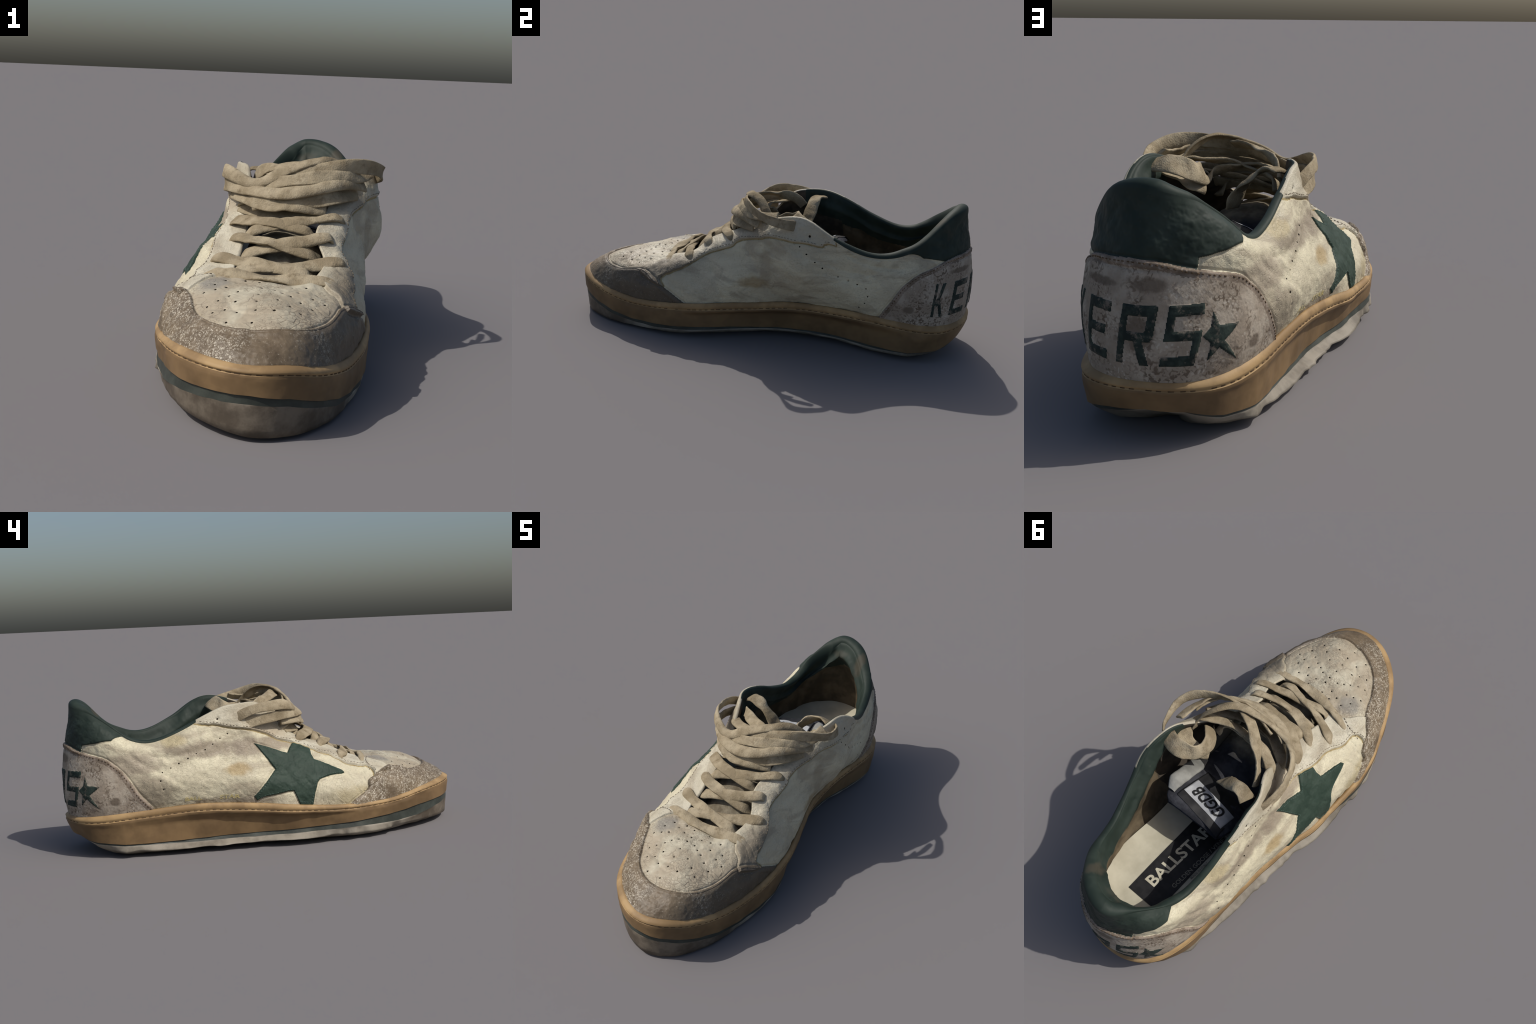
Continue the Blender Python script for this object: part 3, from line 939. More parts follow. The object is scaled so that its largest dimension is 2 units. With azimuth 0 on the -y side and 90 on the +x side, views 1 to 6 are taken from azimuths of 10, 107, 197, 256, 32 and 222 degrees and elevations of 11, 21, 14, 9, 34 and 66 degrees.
code[side_g] = 0
code[(fj < 5) & (fy[:, 1] < .385) & (fy[:, 1] > .1)] = 2
for k, (nm, mt) in enumerate([("collar_lining", M_COLLAR), ("heel_lining", M_LINING), ("eyestay_edge", M_EYESTAY), ("inner_lining", M_INNER)]):
    if (code == k).any():
        v, f, n = part_of(ev, ef[code == k], en.reshape(-1, 3))
        add(nm, make_mesh(nm, v, f, n), mt)

# ---------------------------------------------------------------- sole: stacked rings that follow the feather line
NSOLE = 900
ss = np.arange(NSOLE) / NSOLE
base = upper(ss, np.array([0.0, .01]))[:, 0]
dxy = np.roll(base, -3, 0) - np.roll(base, 3, 0)
outw = np.stack([dxy[:, 1], -dxy[:, 0], 0 * dxy[:, 0]], 1)
outw /= np.linalg.norm(outw, axis=1, keepdims=True)
if (outw * (base - base.mean(0))).sum() < 0:
    outw = -outw
rib = np.interp(ss, KS, np.arange(NR + 1))               # which rib each ring point belongs to


def along(idx, val):
    """value along the loop, given at some ribs (rib 0 = heel centre, closes on itself)"""
    return np.interp(rib, list(idx) + [NR], list(val) + [val[0]])


zi = base[:, 2]
z_gum = along([0, 1, 2, 3, 4, 5, 6, 9, 11, 12, 13, 14, 15, 16, 17, 18, 19, 20, 21, 22, 23, 24, 25, 26, 27, 28, 29, 30, 31, 32, 33, 34],
              [.108, .100, .076, .064, .060, .062, .066, .072, .082, .090, .098, .103, .116, .126, .134, .138, .128, .100, .072, .054, .056, .062, .066, .066, .062, .062, .062, .058, .052, .050, .064, .092])
z_green = along([0, 1, 2, 3, 4, 5, 9, 11, 12, 13, 14, 15, 16, 17, 18, 19, 20, 21, 22, 23, 25, 27, 29, 30, 31, 33],
                [.102, .094, .066, .056, .052, .047, .052, .058, .063, .062, .060, .066, .090, .106, .110, .104, .078, .050, .038, .036, .050, .052, .052, .046, .038, .056])
z_low = along([0, 1, 2, 3, 4, 9, 13, 15, 16, 18, 20, 22, 23, 24, 25, 27, 29, 30, 31, 33],
              [.080, .070, .046, .030, .027, .032, .033, .038, .034, .012, .010, .014, .022, .034, .040, .044, .044, .038, .026, .036])
under = along([0, 3, 4, 5, 6, 7, 9, 10, 11, 12, 24, 25, 26, 27, 28, 29, 30, 31, 32], [0, .006, .020, .032, .038, .038, .034, .026, .012, 0, 0, .020, .040, .052, .058, .058, .050, .028, 0])   # waist cut back underneath
widen = along([0, 1, 2, 4, 17, 18, 22, 23, 24, 25, 31, 32, 33, 34], [.004, .005, .006, 0, .003, .005, .006, .005, .002, 0, 0, .010, .014, .010])
bevel = along([0, 1, 2, 3, 4, 31, 32, 33, 34], [1, 1, .5, .1, 0, 0, .1, .5, 1])       # heel is cut away underneath
toe = along([0, 14, 15, 16, 17, 18, 19, 20, 21, 22], [0, 0, .4, .8, 1, 1, 1, .8, .4, 0])
flare = along([0, 1, 3, 5, 12, 14, 15, 16], [0, .2, 1, 1, 1, .8, .3, 0])                # torn skirt on the star side
rag = value_noise(np.stack([ss * 62, ss * 0, ss * 0], 1), 81)
rag2 = np.clip(value_noise(np.stack([ss * 170, ss * 0, ss * 0], 1), 82), -.6, 1) * smooth(-.2, .5, value_noise(np.stack([ss * 40, ss * 0, ss * 0], 1), 89))


def ring(off, z, jit=0.0, seed=0):
    p = base + outw * np.asarray(off)[:, None] if np.ndim(off) else base + outw * off
    p = p.copy()
    p[:, 2] = z
    if jit:
        p += outw * (jit * fbm(p, 14, 2, seed))[:, None]
    return p


def blend_rings(a, b, n):
    w_ = np.linspace(0, 1, n)[:, None, None]
    return list(a[None] * (1 - w_) + b[None] * w_)


o_face = .013 + .013 * toe + widen
g_off = o_face - .002 - .020 * bevel - under
kz = np.clip((zi - z_gum) / .13, .5, 1)
rings = [ring(-.012, zi - .020), ring(-.004, zi - .001), ring(.004, zi + .003), ring(.010 + .003 * toe, zi + .001), ring(.0145 + .006 * toe, zi - .007 * kz), ring(o_face + .003, zi - .016 * kz),
         ring(o_face + .001, zi - .024 * kz), ring(o_face - .003, zi - .029 * kz), ring(o_face + .001, zi - .034 * kz)]
mid = ring(o_face + .002 - .004 * bevel - .72 * under, zi * .55 + z_gum * .45, .002, 83)
rings += blend_rings(ring(o_face + .002, zi - .042 * kz), mid, 6) + blend_rings(mid, ring(g_off, z_gum, .002, 84), 8)[1:]
gum = np.stack(rings, 1)
gum += outw[:, None] * (.0022 * fbm(gum, 16, 2, 85) * smooth(7, 10, np.arange(gum.shape[1])))[..., None]
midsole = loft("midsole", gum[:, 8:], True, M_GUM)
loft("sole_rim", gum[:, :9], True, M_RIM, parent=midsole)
edge_ring = gum[:, -1]
q1 = ring(g_off - .006, z_gum - .001)
q2 = ring(g_off - .004 + .004 * flare - .012 * bevel, z_green, .003, 86)
stripe = np.stack([edge_ring, q1] + blend_rings(q1, q2, 6)[1:], 1)
loft("sole_stripe", stripe, True, M_STRIPE)
q3 = ring(g_off - .004 + .005 * flare - .014 * bevel, z_green - .002)
q4 = ring(g_off - .006 + under * flare + flare * (.004 + .008 * rag + .011 * rag2) - .055 * bevel - .006 * toe, z_low + flare * (.004 * rag2 - .004 * rag), .004, 87)
q5 = ring(g_off - .030 - .10 * bevel - .020 * toe, np.maximum(z_low - .018 - .014 * bevel, .006), .006, 88)
q6 = ring(g_off - .080 - .13 * bevel - .06 * toe, np.minimum(.001 + .5 * under, .024))
spine = base.copy()
spine[:, 0] = np.interp(base[:, 1], [-1, -.5, 0, .5, 1], [.07, .0, -.02, -.02, -.02])
spine[:, 1] = np.clip(base[:, 1], -.72, .72)
spine[:, 2] = np.interp(base[:, 1], [-.6, -.2, .1, .35, .6], [0, .008, .022, .022, 0])
bottom = np.stack([q2, q3] + blend_rings(q3, q4, 5)[1:] + blend_rings(q4, q5, 3)[1:] + blend_rings(q5, q6, 3)[1:] + blend_rings(q6, spine, 6)[1:], 1)
bottom[:, 7:] += [0, 0, .0]
bottom[..., 2] = np.maximum(bottom[..., 2], 0)
ob = loft("outsole", bottom, True, M_SOLE, flat=False)

# ---------------------------------------------------------------- insole, black print and lettering on it
INS = 300
si_ = np.arange(INS) / INS
b0 = upper(si_, np.array([0.0, .01]))[:, 0]
d_ = np.roll(b0, -1, 0) - np.roll(b0, 1, 0)
nn = np.stack([d_[:, 1], -d_[:, 0], 0 * d_[:, 0]], 1)
nn /= np.linalg.norm(nn, axis=1, keepdims=True)
if (nn * (b0 - b0.mean(0))).sum() < 0:
    nn = -nn


def insole_z(y):
    return np.interp(y, [-.9, -.3, .2, .6, .95], [.190, .210, .255, .280, .288])


rim_ = b0 - nn * (.012 + .010 * smooth(.2, .5, b0[:, 1]))[:, None]
sp = rim_.copy()
sp[:, 0] = np.interp(rim_[:, 1], [-1, -.5, 0, .5, 1], [.07, .0, -.02, -.02, -.03])
sp[:, 1] = np.clip(rim_[:, 1], -.6, .72)
rows = []
for k in np.linspace(0, 1, 10):
    r = rim_ * (1 - k) + sp * k
    r[:, 2] = insole_z(r[:, 1]) + .020 * (1 - smooth(0, .45, k))
    rows.append(r)
loft("insole", np.stack(rows, 1), True, M_INSOLE)
insole = bpy.data.objects["insole"]


def drape_grid(name, x0, x1, y0, y1, nx, ny, lift, mat, parent):
    xs, ys = np.linspace(x0, x1, nx), np.linspace(y0, y1, ny)
    g = np.stack(np.meshgrid(xs, ys, indexing="ij") + [np.zeros((nx, ny))], -1)
    g[..., 2] = insole_z(g[..., 1]) + lift
    return loft(name, g, False, mat, parent=parent)


drape_grid("insole_print", -.104, .070, .300, .750, 12, 24, .0025, M_INK, insole)


def text_mesh(body, size, bold=0.0, extrude=.0006, shear=0.0, width=None):
    cu = bpy.data.curves.new("lettering", "FONT")
    cu.body = body
    cu.size = size
    cu.offset = bold
    cu.extrude = extrude
    cu.shear = shear
    cu.resolution_u = 4
    ob_ = bpy.data.objects.new("lettering_helper", cu)
    bpy.context.scene.collection.objects.link(ob_)
    bpy.context.view_layer.update()
    dg = bpy.context.evaluated_depsgraph_get()
    me = bpy.data.meshes.new_from_object(ob_.evaluated_get(dg))
    bpy.data.objects.remove(ob_)
    bpy.data.curves.remove(cu)
    n = len(me.vertices)
    co = np.empty(n * 3, np.float32)
    me.vertices.foreach_get("co", co)
    co = co.reshape(-1, 3)
    if width:
        lo, hi = co[:, 0].min(), co[:, 0].max()
        co[:, 0] = (co[:, 0] - lo) / (hi - lo) * width
    return me, co


def set_co(me, co):
    me.vertices.foreach_set("co", np.ascontiguousarray(co, np.float32).ravel())
    me.update()


def insole_text(body, start, size, width, bold, mat):
    me, co = text_mesh(body, size, bold, .0005, 0, width)
    me.materials.clear()
    w_ = np.stack([start[0] + co[:, 1] - .055 * co[:, 0], start[1] - co[:, 0], co[:, 2]], 1)
    w_[:, 2] += insole_z(w_[:, 1]) + .0038
    set_co(me, w_)
    add("insole_lettering", me, mat, insole)


insole_text("BALLSTAR", (-.014, .678), .078, .372, .0018, M_PRINT)
insole_text("GOLDEN GOOSE / VENEZIA", (-.088, .624), .028, .36, .0003, M_FAINT)
insole_text("MADE IN ITALY", (-.116, .544), .015, .105, .0002, M_FAINT)

# ---------------------------------------------------------------- tongue, sunk between the lace panels
NTU, NTV = 70, 40
tv = np.linspace(0, 1, NTU)
ty = np.interp(tv, [0, 1], [-.52, .375])
tz = np.interp(ty, [-.52, -.42, -.36, -.28, -.20, -.10, 0, .10, .20, .32, .36, .375], [.322, .335, .362, .420, .462, .464, .420, .402, .445, .508, .512, .500])
tx = np.interp(ty, [-.5, -.2, .1, .35], [.055, .040, .030, .010])
tw = np.interp(ty, [-.52, -.3, 0, .2, .30, .36, .375], [.10, .13, .150, .168, .165, .145, .125])
vv = np.linspace(-1, 1, NTV)
tong = np.zeros((NTU, NTV, 3))
tong[..., 0] = tx[:, None] + tw[:, None] * vv[None]
tong[..., 1] = ty[:, None] + .012 * vv[None] ** 2 * 0 + .01 * vv[None]
tilt = np.interp(ty, [-.5, 0, .3], [.0, .01, .038])
tong[..., 2] = tz[:, None] - np.interp(ty, [-.1, .15], [.055, .022])[:, None] * np.abs(vv[None]) ** 2.2 + tilt[:, None] * vv[None]
tong[..., 2] += .006 * fbm(tong, 14, 3, 91)
low_t = tong - [0, 0, .022]
shell = np.concatenate([tong, low_t[:, ::-1]], 1)
tongue = loft("tongue", np.concatenate([shell, shell[-1:] * [1, 1, 1] + [0, .004, -.004]], 0), False, M_TONGUE)


def tongue_z(x, y):
    i = np.clip((np.asarray(y) - ty[0]) / (ty[-1] - ty[0]) * (NTU - 1), 0, NTU - 1.001)
    i0 = i.astype(int)
    a_ = i - i0
    c_ = np.interp(y, ty, tx)
    w_ = np.interp(y, ty, tw)
    j = np.clip(((np.asarray(x) - c_) / w_ + 1) / 2 * (NTV - 1), 0, NTV - 1.001)
    j0 = j.astype(int)
    b_ = j - j0
    z_ = tong[..., 2]
    return (z_[i0, j0] * (1 - b_) + z_[i0, j0 + 1] * b_) * (1 - a_) + (z_[i0 + 1, j0] * (1 - b_) + z_[i0 + 1, j0 + 1] * b_) * a_


def tongue_patch(name, x0, x1, y0, y1, lift, mat, skew=.10):
    nx, ny = 36, 16
    xs, ys = np.linspace(x0, x1, nx), np.linspace(y0, y1, ny)
    g = np.stack(np.meshgrid(xs, ys, indexing="ij") + [np.zeros((nx, ny))], -1)
    g[..., 1] -= skew * g[..., 0]
    g[..., 2] = tongue_z(g[..., 0], g[..., 1]) + lift
    skirt = g[[0, -1]] - [0, 0, .004]
    return loft(name, np.concatenate([skirt[:1], g, skirt[1:]], 0), False, mat, parent=tongue)


tongue_patch("tongue_label", -.125, .118, .165, .355, .003, M_INK)
tongue_patch("label_panel", -.115, .112, .232, .318, .0055, M_LABEL)
me, co = text_mesh("GGDB", .084, .002, .0006, .25, .165)
me.materials.clear()
gx = co[:, 0] - .080
gy = .247 + co[:, 1] * .92 - .10 * gx
set_co(me, np.stack([gx, gy, tongue_z(gx, gy) + .0072 + co[:, 2]], 1))
add("label_lettering", me, M_INK, tongue)
# pale padding that peeps out along the plain-side edge of the tongue
pv = np.linspace(.10, .345, 30)
pad_c = np.stack([np.interp(pv, ty, tx) + np.interp(pv, ty, tw) * .93, pv, pv * 0], 1)
pad_c[:, 2] = tongue_z(pad_c[:, 0], pad_c[:, 1]) + .006
aa = np.linspace(0, 2 * np.pi, 17)
tube = pad_c[:, None] + np.stack([np.cos(aa) * .036, 0 * aa, np.sin(aa) * .016], 1)[None] * np.interp(pv, [.10, .16, .30, .345], [.2, 1, 1, .5])[:, None, None]
tube[..., 2] += .006 * fbm(tube, 22, 2, 95)
loft("tongue_padding", tube, False, M_TONGUE_EDGE, parent=tongue)


# ---------------------------------------------------------------- laces
def ribbon(points, normals, width=.044, thick=.0125, n=80, seed=0, ends=(1, 1), rough=.0024):
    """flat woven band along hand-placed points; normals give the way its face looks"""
    p = np.asarray(points, float)
    k = knots_of(p, False)
    t = np.linspace(0, k[-1], n)
    c = spline(k, p, t)
    nn_ = spline(k, np.asarray(normals, float), t)
    tg = np.gradient(c, axis=0)
    tg /= np.linalg.norm(tg, axis=1, keepdims=True)
    nn_ -= tg * (nn_ * tg).sum(1, keepdims=True)
    nn_ /= np.linalg.norm(nn_, axis=1, keepdims=True)
    sd = np.cross(tg, nn_)
    uu = t / t[-1]
    roll_ = .55 * value_noise(np.stack([uu * 4.3, uu * 0 + seed * 1.7, uu * 0 + 9], 1), 171 + seed) * np.sin(uu * np.pi)   # worn laces twist
    nn_, sd = nn_ * np.cos(roll_)[:, None] + sd * np.sin(roll_)[:, None], sd * np.cos(roll_)[:, None] - nn_ * np.sin(roll_)[:, None]
    u = t / t[-1]
    wv = width * (1 + .12 * value_noise(np.stack([u * 7, u * 0 + seed, u * 0], 1), 101 + seed))
    wv = wv * np.where(u < .5, ends[0] + (1 - ends[0]) * smooth(0, .16, u), ends[1] + (1 - ends[1]) * smooth(0, .16, 1 - u))
    curl = .010 * value_noise(np.stack([u * 5, u * 0 + seed * 3.7, u * 0 + 4], 1), 131 + seed)
    a = np.linspace(0, 2 * np.pi, 22, endpoint=False)
    ca, sa = np.sign(np.cos(a)) * np.abs(np.cos(a)) ** .55, np.sign(np.sin(a)) * np.abs(np.sin(a)) ** .75
    ring_ = c[:, None] + sd[:, None] * (wv[:, None] * .5 * ca[None])[..., None] + nn_[:, None] * (thick * .5 * sa[None] + curl[:, None] * (ca[None] ** 2 - .5))[..., None]
    ring_ += nn_[:, None] * (rough * fbm(ring_, 34, 2, 151 + seed))[..., None]
    cap0 = np.repeat(c[:1, None], 22, 1)
    cap1 = np.repeat(c[-1:, None], 22, 1)
    g = np.concatenate([cap0, ring_, cap1], 0)
    return g


LACES = []


def lace(points, normals, **kw):
    g = ribbon(points, normals, seed=len(LACES), **kw)
    nu, nv = g.shape[:2]
    i = np.arange(nu - 1)[:, None]
    j = np.arange(nv)[None]
    f = np.stack([i * nv + j, i * nv + (j + 1) % nv, (i + 1) * nv + (j + 1) % nv, (i + 1) * nv + j], -1).reshape(-1, 4)
    me = make_mesh("lace", g.reshape(-1, 3), f)
    LACES.append(add("lace", me, M_LACE, laces))


laces = bpy.data.objects.new("lacing", None)
bpy.context.scene.collection.objects.link(laces)
laces.parent = root

LE = [np.array(q) for q in [(-.191, -.443, .343), (-.191, -.326, .375), (-.146, -.237, .434), (-.173, -.122, .471), (-.165, -.030, .530), (-.180, .050, .585)]]
RE = [np.array(q) for q in [(.260, -.463, .349), (.267, -.339, .394), (.212, -.261, .463), (.234, -.140, .512), (.244, -.030, .577), (.262, .055, .628)]]
UPN = np.array([0, -.45, .9])
LN = np.array([-.5, -.3, .8])
RN = np.array([.5, -.3, .8])


def across(a, b, rise, end_drop, na, nb, w=.050):
    """a lace that comes up through eyelet a, crosses the throat and dives at b"""
    a, b = np.asarray(a), np.asarray(b)
    d = b - a
    lift = np.array([0, -.80, .60])
    pts = [a - na * .010 - d * .02, a + na * .018 + d * .06, a + d * .25 + lift * (.014 + rise * .7), a + d * .5 + lift * (.012 + rise), a + d * .76 + lift * (.010 + rise * .75), b + lift * (.004 + rise * .3), b + d * .06 - lift * end_drop]
    nrm = [na, na, UPN, UPN, UPN, nb, nb]
    lace(pts, nrm, width=w, ends=(.55, .8))


# lowest lace: a straight bar from eyelet to eyelet
lace([(-.200, -.440, .332), (-.180, -.447, .352), (-.11, -.468, .364), (.03, -.488, .364), (.15, -.485, .364), (.235, -.470, .360), (.268, -.462, .338)],
     [LN, LN, UPN, UPN, UPN, RN, RN], width=.050, ends=(.5, .5))
# criss-cross: the star-side laces lie over the plain-side ones
for i in range(1, 6):
    edge_l = LE[i - 1] * .55 + RE[i - 1] * .45 + np.array([-.10, .02, .012])
    across(RE[i], edge_l, (.012, .026, .038, .036, .050)[i - 1], .03, RN, UPN)
for i in range(1, 6):
    edge_r = RE[i - 1] * .72 + LE[i - 1] * .28 + np.array([.02, .03, .016])
    across(LE[i], edge_r, (.026, .042, .052, .052, .060)[i - 1], .03, LN, UPN)

# the untied bow: bands measured along its loops
lace([(-.222, .176, .575), (-.236, .08, .592), (-.205, -.045, .607), (-.130, -.120, .606), (-.02, -.172, .604), (.10, -.170, .618), (.20, -.118, .640), (.262, -.050, .640), (.29, .02, .625)],
     [(-1, 0, .2), (-1, -.2, .2), (-.7, -.7, .3), (-.4, -.8, .4), (0, -.8, .5), (.1, -.8, .5), (.4, -.8, .5), (.8, -.4, .5), (.8, 0, .5)], width=.051, n=110)
lace([(-.222, .205, .600), (-.243, .130, .638), (-.242, .050, .652), (-.212, -.040, .656), (-.150, -.100, .640), (-.085, -.125, .630), (-.020, -.122, .660), (.05, -.105, .694), (.133, -.072, .719), (.190, -.010, .708), (.235, .040, .655), (.245, .08, .60)],
     [(-.9, .3, .3), (-1, 0, .2), (-1, -.2, .15), (-.8, -.6, .2), (-.4, -.9, .5), (-.2, -.8, .7), (-.1, -.8, .6), (0, -.8, .6), (.2, -.6, .8), (.7, -.3, .7), (.9, 0, .4), (1, 0, .2)], width=.048, n=140)
lace([(.10, -.085, .690), (.02, -.050, .690), (-.06, .015, .672), (-.120, .080, .640), (-.140, .12, .600)],
     [(0, -.6, .8), (-.3, -.5, .8), (-.6, -.4, .6), (-.8, -.3, .4), (-.8, -.2, .3)], width=.051, n=90)
lace([(-.05, -.095, .640), (.04, -.112, .670), (.14, -.100, .690), (.221, -.070, .702), (.300, -.015, .700), (.345, .050, .682), (.348, .120, .662), (.330, .180, .648), (.308, .205, .640)],
     [(0, -.9, .4), (0, -.9, .4), (.1, -.9, .4), (.3, -.9, .3), (.7, -.7, .2), (1, -.3, .1), (1, .2, .1), (.9, .4, .2), (.8, .5, .2)], width=.051, n=110)
lace([(-.11, -.105, .615), (.00, -.140, .640), (.10, -.136, .657), (.20, -.100, .668), (.262, -.045, .664), (.292, .030, .664), (.300, .110, .672)],
     [(-.3, -.8, .5), (0, -.8, .5), (.1, -.8, .5), (.4, -.7, .5), (.6, -.4, .6), (.6, 0, .7), (.6, .1, .7)], width=.051, n=90)
lace([(-.19, -.03, .580), (-.14, -.110, .577), (-.05, -.178, .566), (.08, -.180, .562), (.17, -.140, .550)],
     [(-.7, -.5, .3), (-.4, -.7, .5), (0, -.8, .6), (.1, -.8, .6), (.2, -.8, .5)], width=.052, n=80)
lace([(.262, -.015, .600), (.20, -.115, .594), (.10, -.170, .584), (.0, -.178, .576), (-.09, -.155, .556)],
     [(.6, -.6, .5), (.3, -.8, .5), (0, -.8, .5), (-.1, -.8, .6), (-.2, -.8, .5)], width=.052, n=80)
lace([(-.150, -.055, .532), (-.060, -.135, .530), (.060, -.145, .530), (.190, -.090, .552)],
     [(-.4, -.6, .6), (0, -.8, .6), (0, -.8, .6), (.3, -.7, .6)], width=.054, n=60)
# lace ends hanging into the shoe
lace([(.272, .115, .615), (.225, .150, .600), (.175, .150, .585), (.130, .120, .560)],
     [(-.1, .2, 1), (-.2, .3, .9), (-.4, .3, .8), (-.6, .2, .7)], width=.066, n=50)
lace([(-.172, .205, .645), (-.125, .188, .652), (-.072, .182, .624), (-.025, .175, .582), (.016, .160, .505)],
     [(0, -.2, 1), (.2, -.3, .9), (.6, -.4, .7), (.8, -.4, .4), (.9, -.4, .2)], width=.066, n=70)
lace([(.285, .200, .650), (.235, .214, .656), (.180, .200, .642), (.142, .155, .618), (.148, .090, .608), (.190, .040, .605)],
     [(-.2, .5, .8), (-.3, .7, .7), (-.6, .6, .6), (-.9, 0, .5), (-.8, -.4, .5), (-.6, -.6, .5)], width=.080, n=90)


# ---------------------------------------------------------------- stitching: short dashes that follow the seams
def dashes(name, runs, mat, length, gap, wide=.0035, parent=root):
    """runs: list of (points, normals) polylines on the surface"""
    box = np.array([(-1, -1, -.6), (1, -1, -.6), (1, 1, -.6), (-1, 1, -.6), (-.8, -.7, 1), (.8, -.7, 1), (.8, .7, 1), (-.8, .7, 1)], float)
    bf = np.array([(0, 1, 5, 4), (1, 2, 6, 5), (2, 3, 7, 6), (3, 0, 4, 7), (4, 5, 6, 7)])
    vs, fs, cnt = [], [], 0
    for pts, nrm in runs:
        d = np.r_[0, np.cumsum(np.linalg.norm(np.diff(pts, axis=0), axis=1))]
        for q in np.arange(length, d[-1] - length, length + gap):
            q = q + gap * .3 * RNG.uniform(-1, 1)
            if RNG.uniform() < .08:
                continue
            c = np.array([np.interp(q, d, pts[:, k]) for k in range(3)])
            e = np.array([np.interp(q + .004, d, pts[:, k]) for k in range(3)]) - np.array([np.interp(q - .004, d, pts[:, k]) for k in range(3)])
            n_ = np.array([np.interp(q, d, nrm[:, k]) for k in range(3)])
            e /= np.linalg.norm(e) + 1e-9
            n_ /= np.linalg.norm(n_)
            b_ = np.cross(n_, e)
            l_ = length * RNG.uniform(.38, .55)
            vs.append(c + box[:, :1] * e * l_ + box[:, 1:2] * b_ * wide * .5 + box[:, 2:] * n_ * .0013)
            fs.append(bf + cnt)
            cnt += 8
    return add(name, make_mesh(name, np.concatenate(vs), np.concatenate(fs)), mat, parent, stuff=True)


def seam_run(line, centre, shift, lift=.0005, n=400):
    """polyline parallel to a seam line (in s, t), moved by shift metres to one side"""
    c = curve(line, n)
    a_ = np.clip((np.mod(c[:, 0] + centre, 1) * NS).astype(int), 0, NS - 1)
    b_ = np.clip((np.clip(c[:, 1], 0, 1) * (NT - 1)).astype(int), 0, NT - 1)
    A, B = DS[a_, b_], DT[a_, b_]
    e = np.gradient(c, axis=0) * np.c_[A, B]
    e /= np.linalg.norm(e, axis=1, keepdims=True)
    c = c + np.c_[-e[:, 1] / A, e[:, 0] / B] * shift
    keep = (c[:, 1] > .005) & (c[:, 1] < .995)
    c = c[keep]
    return skin_at(c[:, 0] + centre, c[:, 1], lift)


dashes("panel_stitching", [seam_run(a_star[4:], .3, .010), seam_run(a_plain[4:-2], .7, -.010)], M_GREY_THREAD, .010, .006, .0028)
tab = unwrap(on_skin([(-.155, -.478, .352), (-.185, -.462, .345), (-.235, -.455, .315), (-.262, -.450, .300)]), .3)
dashes("tab_stitching", [seam_run(tab, .3, 0)], M_THREAD, .010, .006)
dashes("counter_stitching", [seam_run(counter_line, 0, .010)], M_BROWN_THREAD, .008, .008)
star_line = outline(STAR, .25)
runs = []
pts_star = np.concatenate([np.linspace(star_line[i], star_line[(i + 1) % len(star_line)], 8)[:-1] for i in range(len(star_line))])
inside = REG["star_patch"]
centre_star = pts_star.mean(0)
shrunk = centre_star + (pts_star - centre_star) * .90
dashes("star_stitching", [skin_at(shrunk[:, 0] + .25, shrunk[:, 1], .0005)], M_GREEN_THREAD, .008, .005, .0028)
groove = gum[:, 7]
gp = np.concatenate([groove, groove[:1]])
gn = np.concatenate([outw, outw[:1]])
dashes("rim_stitching", [(gp + gn * .0012, gn)], M_BROWN_THREAD, .019, .011, .0045)


# ---------------------------------------------------------------- punched holes
def hole_mesh(rx):
    a = np.linspace(0, 2 * np.pi, 14, endpoint=False)
    v = [(0, 0, .0009)] + [(np.cos(t_) * rx * .7, np.sin(t_) * rx * .7, .0008) for t_ in a] + [(np.cos(t_) * rx, np.sin(t_) * rx, -.002) for t_ in a]
    k = len(a)
    tri = [(0, 1 + i, 1 + (i + 1) % k) for i in range(k)]
    quad = [(1 + i, 1 + k + i, 1 + k + (i + 1) % k, 1 + (i + 1) % k) for i in range(k)]
    return make_mesh("perforation", np.array(v), [np.array(tri), np.array(quad)])


hm = {r: hole_mesh(r) for r in (.0045, .0066, .010)}
for r in hm:
    hm[r].materials.append(M_HOLE)


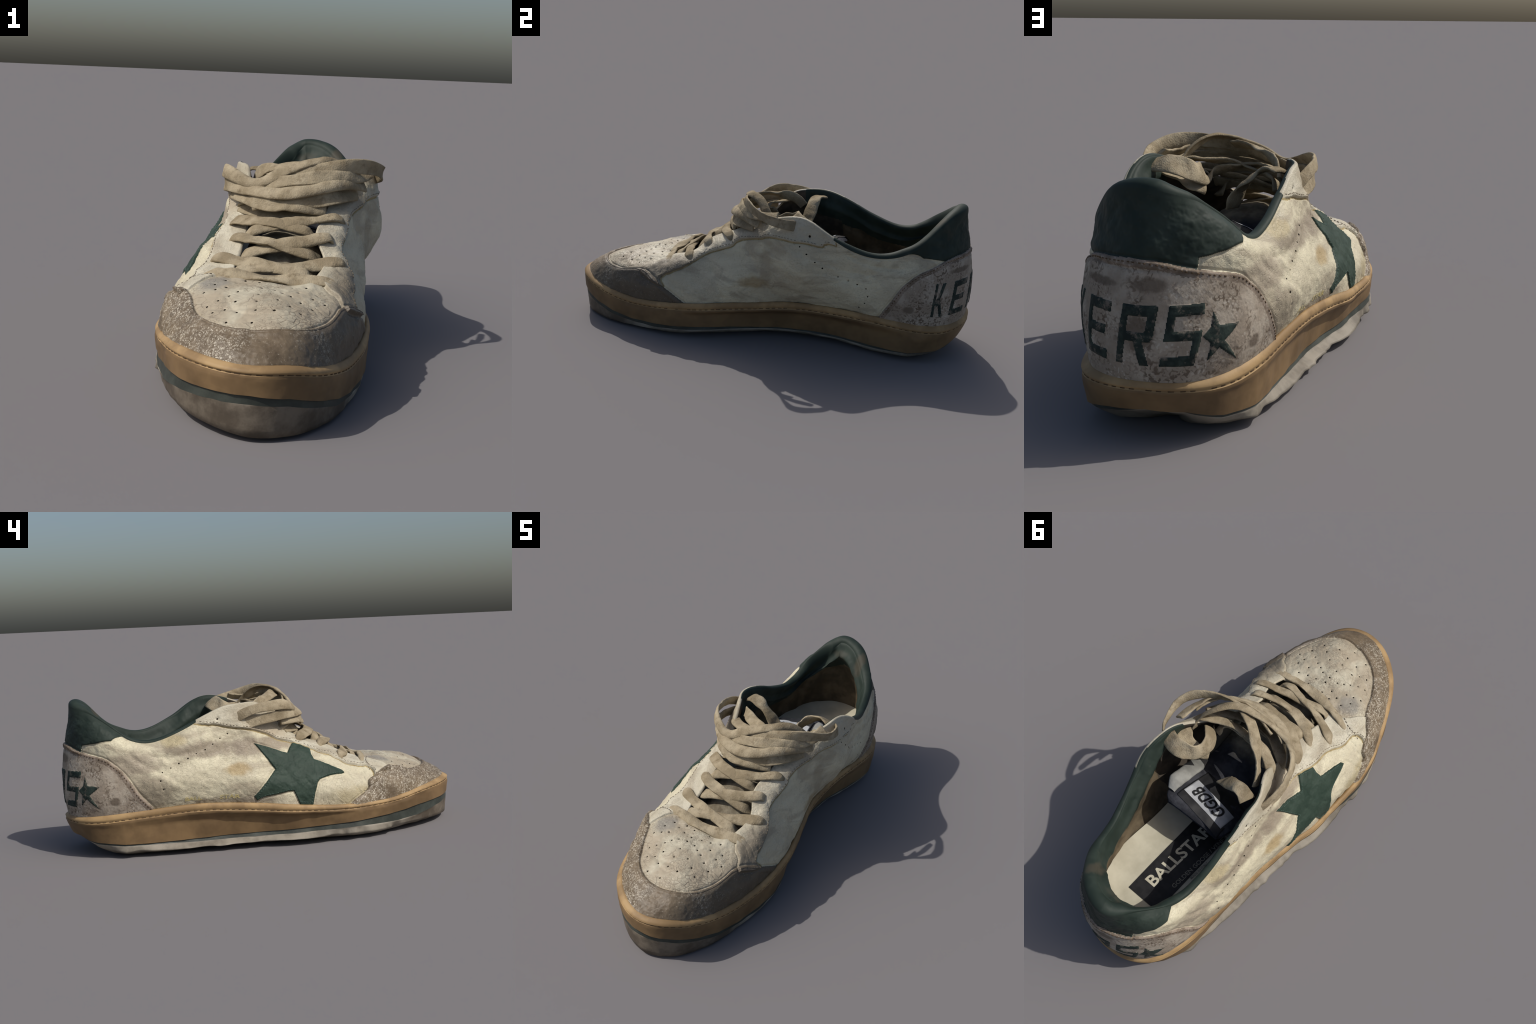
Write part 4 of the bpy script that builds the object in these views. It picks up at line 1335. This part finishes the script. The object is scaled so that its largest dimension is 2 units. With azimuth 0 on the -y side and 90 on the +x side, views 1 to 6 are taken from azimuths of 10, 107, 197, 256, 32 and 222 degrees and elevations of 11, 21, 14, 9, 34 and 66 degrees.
def punch(points, r, parent, name="perforation"):
    from mathutils import Matrix, Vector
    st_ = on_skin(points)
    pos, nr = skin_at(st_[:, 0], st_[:, 1], .0004)
    exact = np.asarray(points, float)
    for q, n_, ex in zip(pos, nr, exact):
        ob_ = bpy.data.objects.new(name, hm[r])
        bpy.context.scene.collection.objects.link(ob_)
        ob_.parent = parent
        rot = Vector(n_).to_track_quat("Z", "Y").to_matrix().to_4x4()
        k_ = RNG.uniform(.8, 1.25)
        ob_.matrix_world = Matrix.Translation(Vector(q)) @ rot @ Matrix.Diagonal((k_, RNG.uniform(.7, 1.1), 1, 1))


punch(vamp_pts, .0066, made["vamp"])
punch([q for q in PERF_SIDE if q[0] < 0], .0045, made["quarter"])
punch([q for q in PERF_SIDE if q[0] > 0], .0045, made["quarter"])
punch(EYELETS[:2], .010, made["eyestay"], "eyelet")

# ---------------------------------------------------------------- worn gold lettering low on the star side
def side_text(body, y0, y1, z0, size):
    me, co = text_mesh(body, size, .0008, .0003, 0, y0 - y1)
    me.materials.clear()
    ys, zs = y0 - co[:, 0], z0 + co[:, 1]
    st_ = []
    sel = (_SP[:, 0] < -.2)
    SPs, SSs, STs = _SP[sel], _SS[sel], _ST[sel]
    for a_, b_ in zip(ys, zs):
        i = ((SPs[:, 1] - a_) ** 2 + (SPs[:, 2] - b_) ** 2).argmin()
        # refine inside the cell by finite differences in (y, z)
        s_, t_ = SSs[i], STs[i]
        for _ in range(3):
            q = upper(np.array([s_, s_ + .001]), np.array([t_, min(t_ + .002, 1)]))
            p0 = q[0, 0]
            J = np.array([[(q[1, 0, 1] - p0[1]) / .001, (q[0, 1, 1] - p0[1]) / .002], [(q[1, 0, 2] - p0[2]) / .001, (q[0, 1, 2] - p0[2]) / .002]])
            ds = np.linalg.solve(J, np.array([a_ - p0[1], b_ - p0[2]]))
            s_, t_ = s_ + ds[0], float(np.clip(t_ + ds[1], 0, .99))
        st_.append((s_, t_))
    st_ = np.array(st_)
    p_, n_ = skin_at(st_[:, 0], st_[:, 1], .0008)
    set_co(me, p_ + n_ * co[:, 2:3])
    add("gold_lettering", me, M_GOLD, made["quarter"])


side_text("STAR", .308, .212, .246, .026)
side_text("BALL", .470, .392, .250, .024)

bpy.context.view_layer.update()
